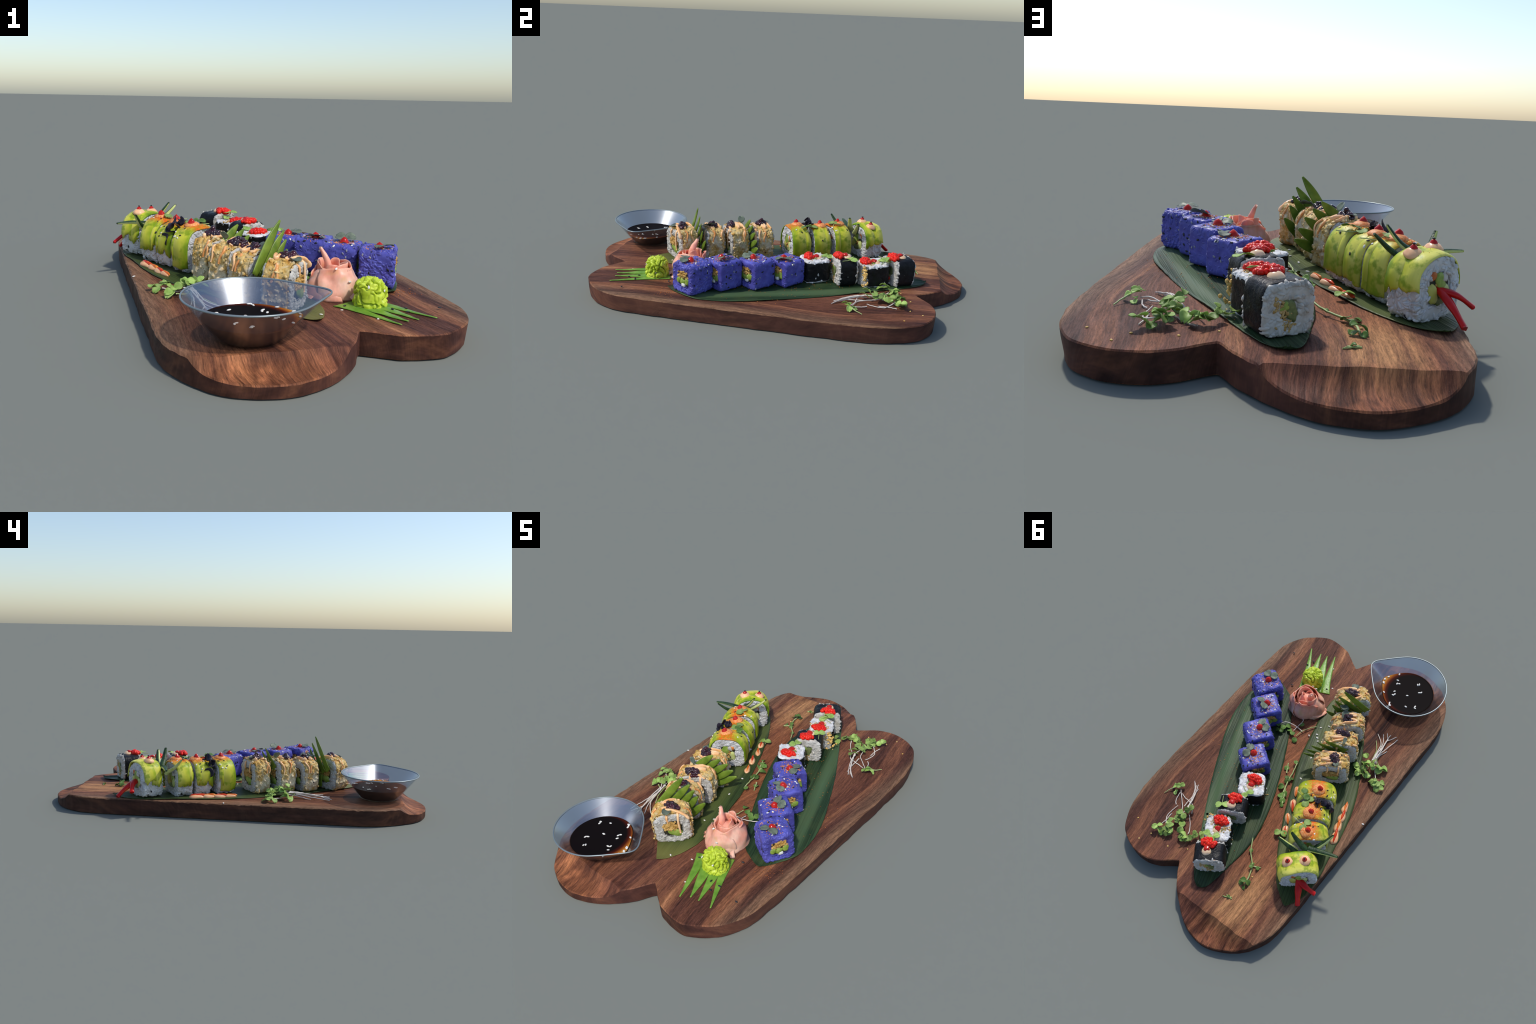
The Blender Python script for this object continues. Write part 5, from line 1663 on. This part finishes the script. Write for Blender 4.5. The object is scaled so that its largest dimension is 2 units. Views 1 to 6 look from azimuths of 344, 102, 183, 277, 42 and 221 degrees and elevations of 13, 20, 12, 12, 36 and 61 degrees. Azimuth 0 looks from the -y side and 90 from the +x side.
greens("microgreens", "bundle of white stems ending in green seed leaves",
    [([(-.250, -.462), (-.289, -.430), (-.309, -.400), (-.320, -.343), (-.329, -.290)], [.006, .014, .02, .03, .035], None),
     ([(-.289, -.497), (-.315, -.455), (-.322, -.390), (-.325, -.336), (-.341, -.273)], [.006, .012, .02, .03, .034], None),
     ([(-.343, -.508), (-.326, -.471), (-.316, -.444), (-.326, -.394), (-.325, -.336), (-.357, -.286)], [.006, .008, .014, .022, .03, .034], None),
     ([(-.357, -.499), (-.345, -.420), (-.337, -.368), (-.339, -.320)], [.004, .012, .018, .026], None),
     ([(-.310, -.500), (-.318, -.440), (-.330, -.380), (-.338, -.310)], [.004, .016, .028, .034], None),
     ([(-.275, -.480), (-.306, -.430), (-.322, -.372), (-.334, -.300)], [.004, .010, .020, .03], None),
     ([(-.353, -.402), (-.341, -.363), (-.338, -.327), (-.349, -.280)], [.004, .008, .016, .024], None),
     ([(-.268, -.422), (-.305, -.369), (-.320, -.321), (-.334, -.234), (-.310, -.212)], [.006, .016, .026, .024, .02], GS),
     ([(-.340, -.320), (-.355, -.305), (-.385, -.290)], [.03, .016, .014], GS),
     ([(-.345, -.290), (-.375, -.252), (-.402, -.222), (-.421, -.204)], [.03, .012, .012, .014], None)],
    [(-.302, -.284, .036, -.4, .034, 1, -.3), (-.300, -.205, .018, .8, .034, 2, -.3), (-.334, -.205, .020, 1.6, .034, 2, -.2), (-.352, -.222, .020, 2.0, .034, 1, -.1),
     (-.405, -.196, .016, 1.2, .032, 2, -.1), (-.432, -.212, .012, 2.6, .034, 2, .05), (-.440, -.190, .010, 1.6, .036, 1, .1), (-.392, -.284, .014, 2.6, .040, 2, -.05),
     (-.358, -.270, .040, 2.4, .034, 2, -.5), (-.338, -.262, .044, 1.4, .036, 2, -.6), (-.318, -.240, .034, .6, .032, 2, -.4), (-.290, -.225, .022, .3, .032, 1, -.2)],
    MICRO, 2, 0.0025)
greens("microgreens", "small sprig of thin stems with dark green leaves",
    [([(.214, -.178), (.186, -.207), (.135, -.220), (.083, -.218)], [.014, .02, .012, .006], None),
     ([(.126, -.191), (.122, -.240), (.125, -.278), (.162, -.290)], [.010, .014, .010, .006], None),
     ([(.091, -.170), (.085, -.213), (.059, -.266), (.040, -.290)], [.014, .014, .012, .01], GS)],
    [(.223, -.172, .016, 1.4, .034, 2, -.1), (.190, -.146, .014, 1.9, .034, 2, 0), (.176, -.184, .016, 2.6, .040, 2, -.2), (.128, -.178, .014, 1.2, .036, 2, -.3), (.100, -.256, .006, .6, .036, 1, .1), (.084, -.160, .012, 1.6, .038, 1, 0)],
    MICRO_D, 3, 0.0024)
greens("pea_shoot", "thin green pea shoot with small leaves along the stem",
    [([(-.112, .440), (-.153, .506), (-.205, .558), (-.228, .612), (-.236, .655)], [.020, .014, .010, .010, .004], GS), ([(-.205, .558), (-.243, .538)], [.008, .004], GS)],
    [(-.140, .494, .012, 2.6, .026, 1, -.2), (-.206, .556, .012, .4, .028, 2, 0), (-.224, .548, .010, 2.8, .026, 1, 0), (-.233, .636, .008, 1.8, .036, 2, -.1), (-.222, .644, .008, 1.2, .034, 1, -.1), (-.240, .660, .004, 2.0, .026, 1, 0)],
    MICRO_D, 4, 0.0036)
greens("pea_shoot", "thin green pea shoot with small leaves along the stem",
    [([(-.020, -.041), (-.037, .019), (-.043, .057), (-.055, .100), (-.068, .141)], [.020, .016, .012, .012, .010], GS), ([(-.055, .100), (-.090, .165), (-.104, .196)], [.010, .008, .006], GS),
     ([(.022, -.015), (.010, .007), (-.011, .040)], [.006, .008, .006], GS)],
    [(-.040, .070, .012, .6, .030, 2, -.1), (-.050, .060, .012, 2.8, .024, 2, -.2), (-.052, .112, .010, .8, .042, 1, -.1), (-.074, .130, .010, 2.0, .044, 1, -.1), (-.086, .170, .010, 1.0, .040, 2, -.1), (-.106, .196, .006, 1.8, .026, 1, 0), (.012, .004, .008, 1.9, .034, 1, -.1), (-.022, -.030, .016, -.6, .030, 1, -.2)],
    MICRO_D, 5, 0.0036)
greens("herb_leaf", "wilted scrap of green herb leaf", [([(-.190, .762), (-.208, .756), (-.228, .742)], [.003, .004, .003], GS), ([(-.200, .745), (-.215, .752), (-.234, .748)], [.002, .003, .002], GS)],
    [(-.222, .750, .002, -.2, .020, 1, 0)], MICRO_D, 6, 0.0028)
greens("seed_leaf", "single pale green seed leaf", [([(-.205, .330), (-.190, .318)], [.012, .016], GS)], [(-.204, .330, .016, 2.0, .036, 2, -.1)], MICRO, 7, 0.002, z0=LEAFZ)

# ------------------------------------------------------------------ loose seeds and flakes
def loose(name, label, pts, mat, size, seed, z):
    g = np.random.default_rng(seed)
    pts = np.asarray(pts, float)
    o = np.array([pts[:, 0].mean(), pts[:, 1].mean(), z])
    P = np.c_[pts, np.full(len(pts), z + size[2] * 0.7)]
    N = np.tile([0, 0, 1.0], (len(P), 1)) + g.normal(size=(len(P), 3)) * 0.12
    v, f = scatter(sphere(8, 6), P - o, rot_from(N, g), np.array(size)[None] * g.uniform(0.85, 1.15, (len(P), 1)))
    ob = add_mesh(name, v, f, mat, loc=tuple(o))
    ob["kind"] = "stuff"; ob["label"] = label; ob["category"] = "seeds"
loose("white_sesame", "scattered white sesame seeds on the board", [(.131, -.556), (-.50, .03), (.19, -.585), (.21, -.67), (.07, -.40)], SEED_W, (.0070, .0040, .0022), 1, BT)
loose("golden_crumbs", "tiny pale crumbs scattered on the board", [(.43, .72), (.315, .742), (.345, .80), (.11, .69), (.20, .74), (-.24, .60)], FLAKE_Y, (.0050, .0036, .0022), 4, BT)
loose("white_sesame", "scattered white sesame seeds on the leaf", [(-.020, -.22), (-.005, -.235), (.01, -.252), (-.055, -.115), (.04, -.22), (.02, -.30), (-.01, -.335), (.04, -.60), (-.09, .02)], SEED_W, (.0075, .0042, .0024), 2, LEAFZ)
loose("black_sesame", "scattered black sesame seeds", [(.325, -.431), (.30, -.50), (.295, -.60), (.345, -.60), (.152, -.53), (.330, -.64), (.46, -.62)], SEED_B, (.0072, .004, .0024), 3, BT + .006)
g = np.random.default_rng(5)
n = 130
t = g.random(n)
loose("chilli_flakes", "fine orange chilli flakes on the leaf", np.c_[-.02 + .38 * t + .085 * g.normal(size=n) * .9, .56 - .70 * t + .06 * g.normal(size=n)], FLAKE, (.0018, .0014, .0009), 6, LEAFZ + .001)
n = 45
loose("chilli_flakes", "fine orange chilli flakes on the board", np.c_[.41 + .05 * g.normal(size=n), -.40 + .035 * g.normal(size=n)], FLAKE, (.0015, .0012, .0008), 7, BT)
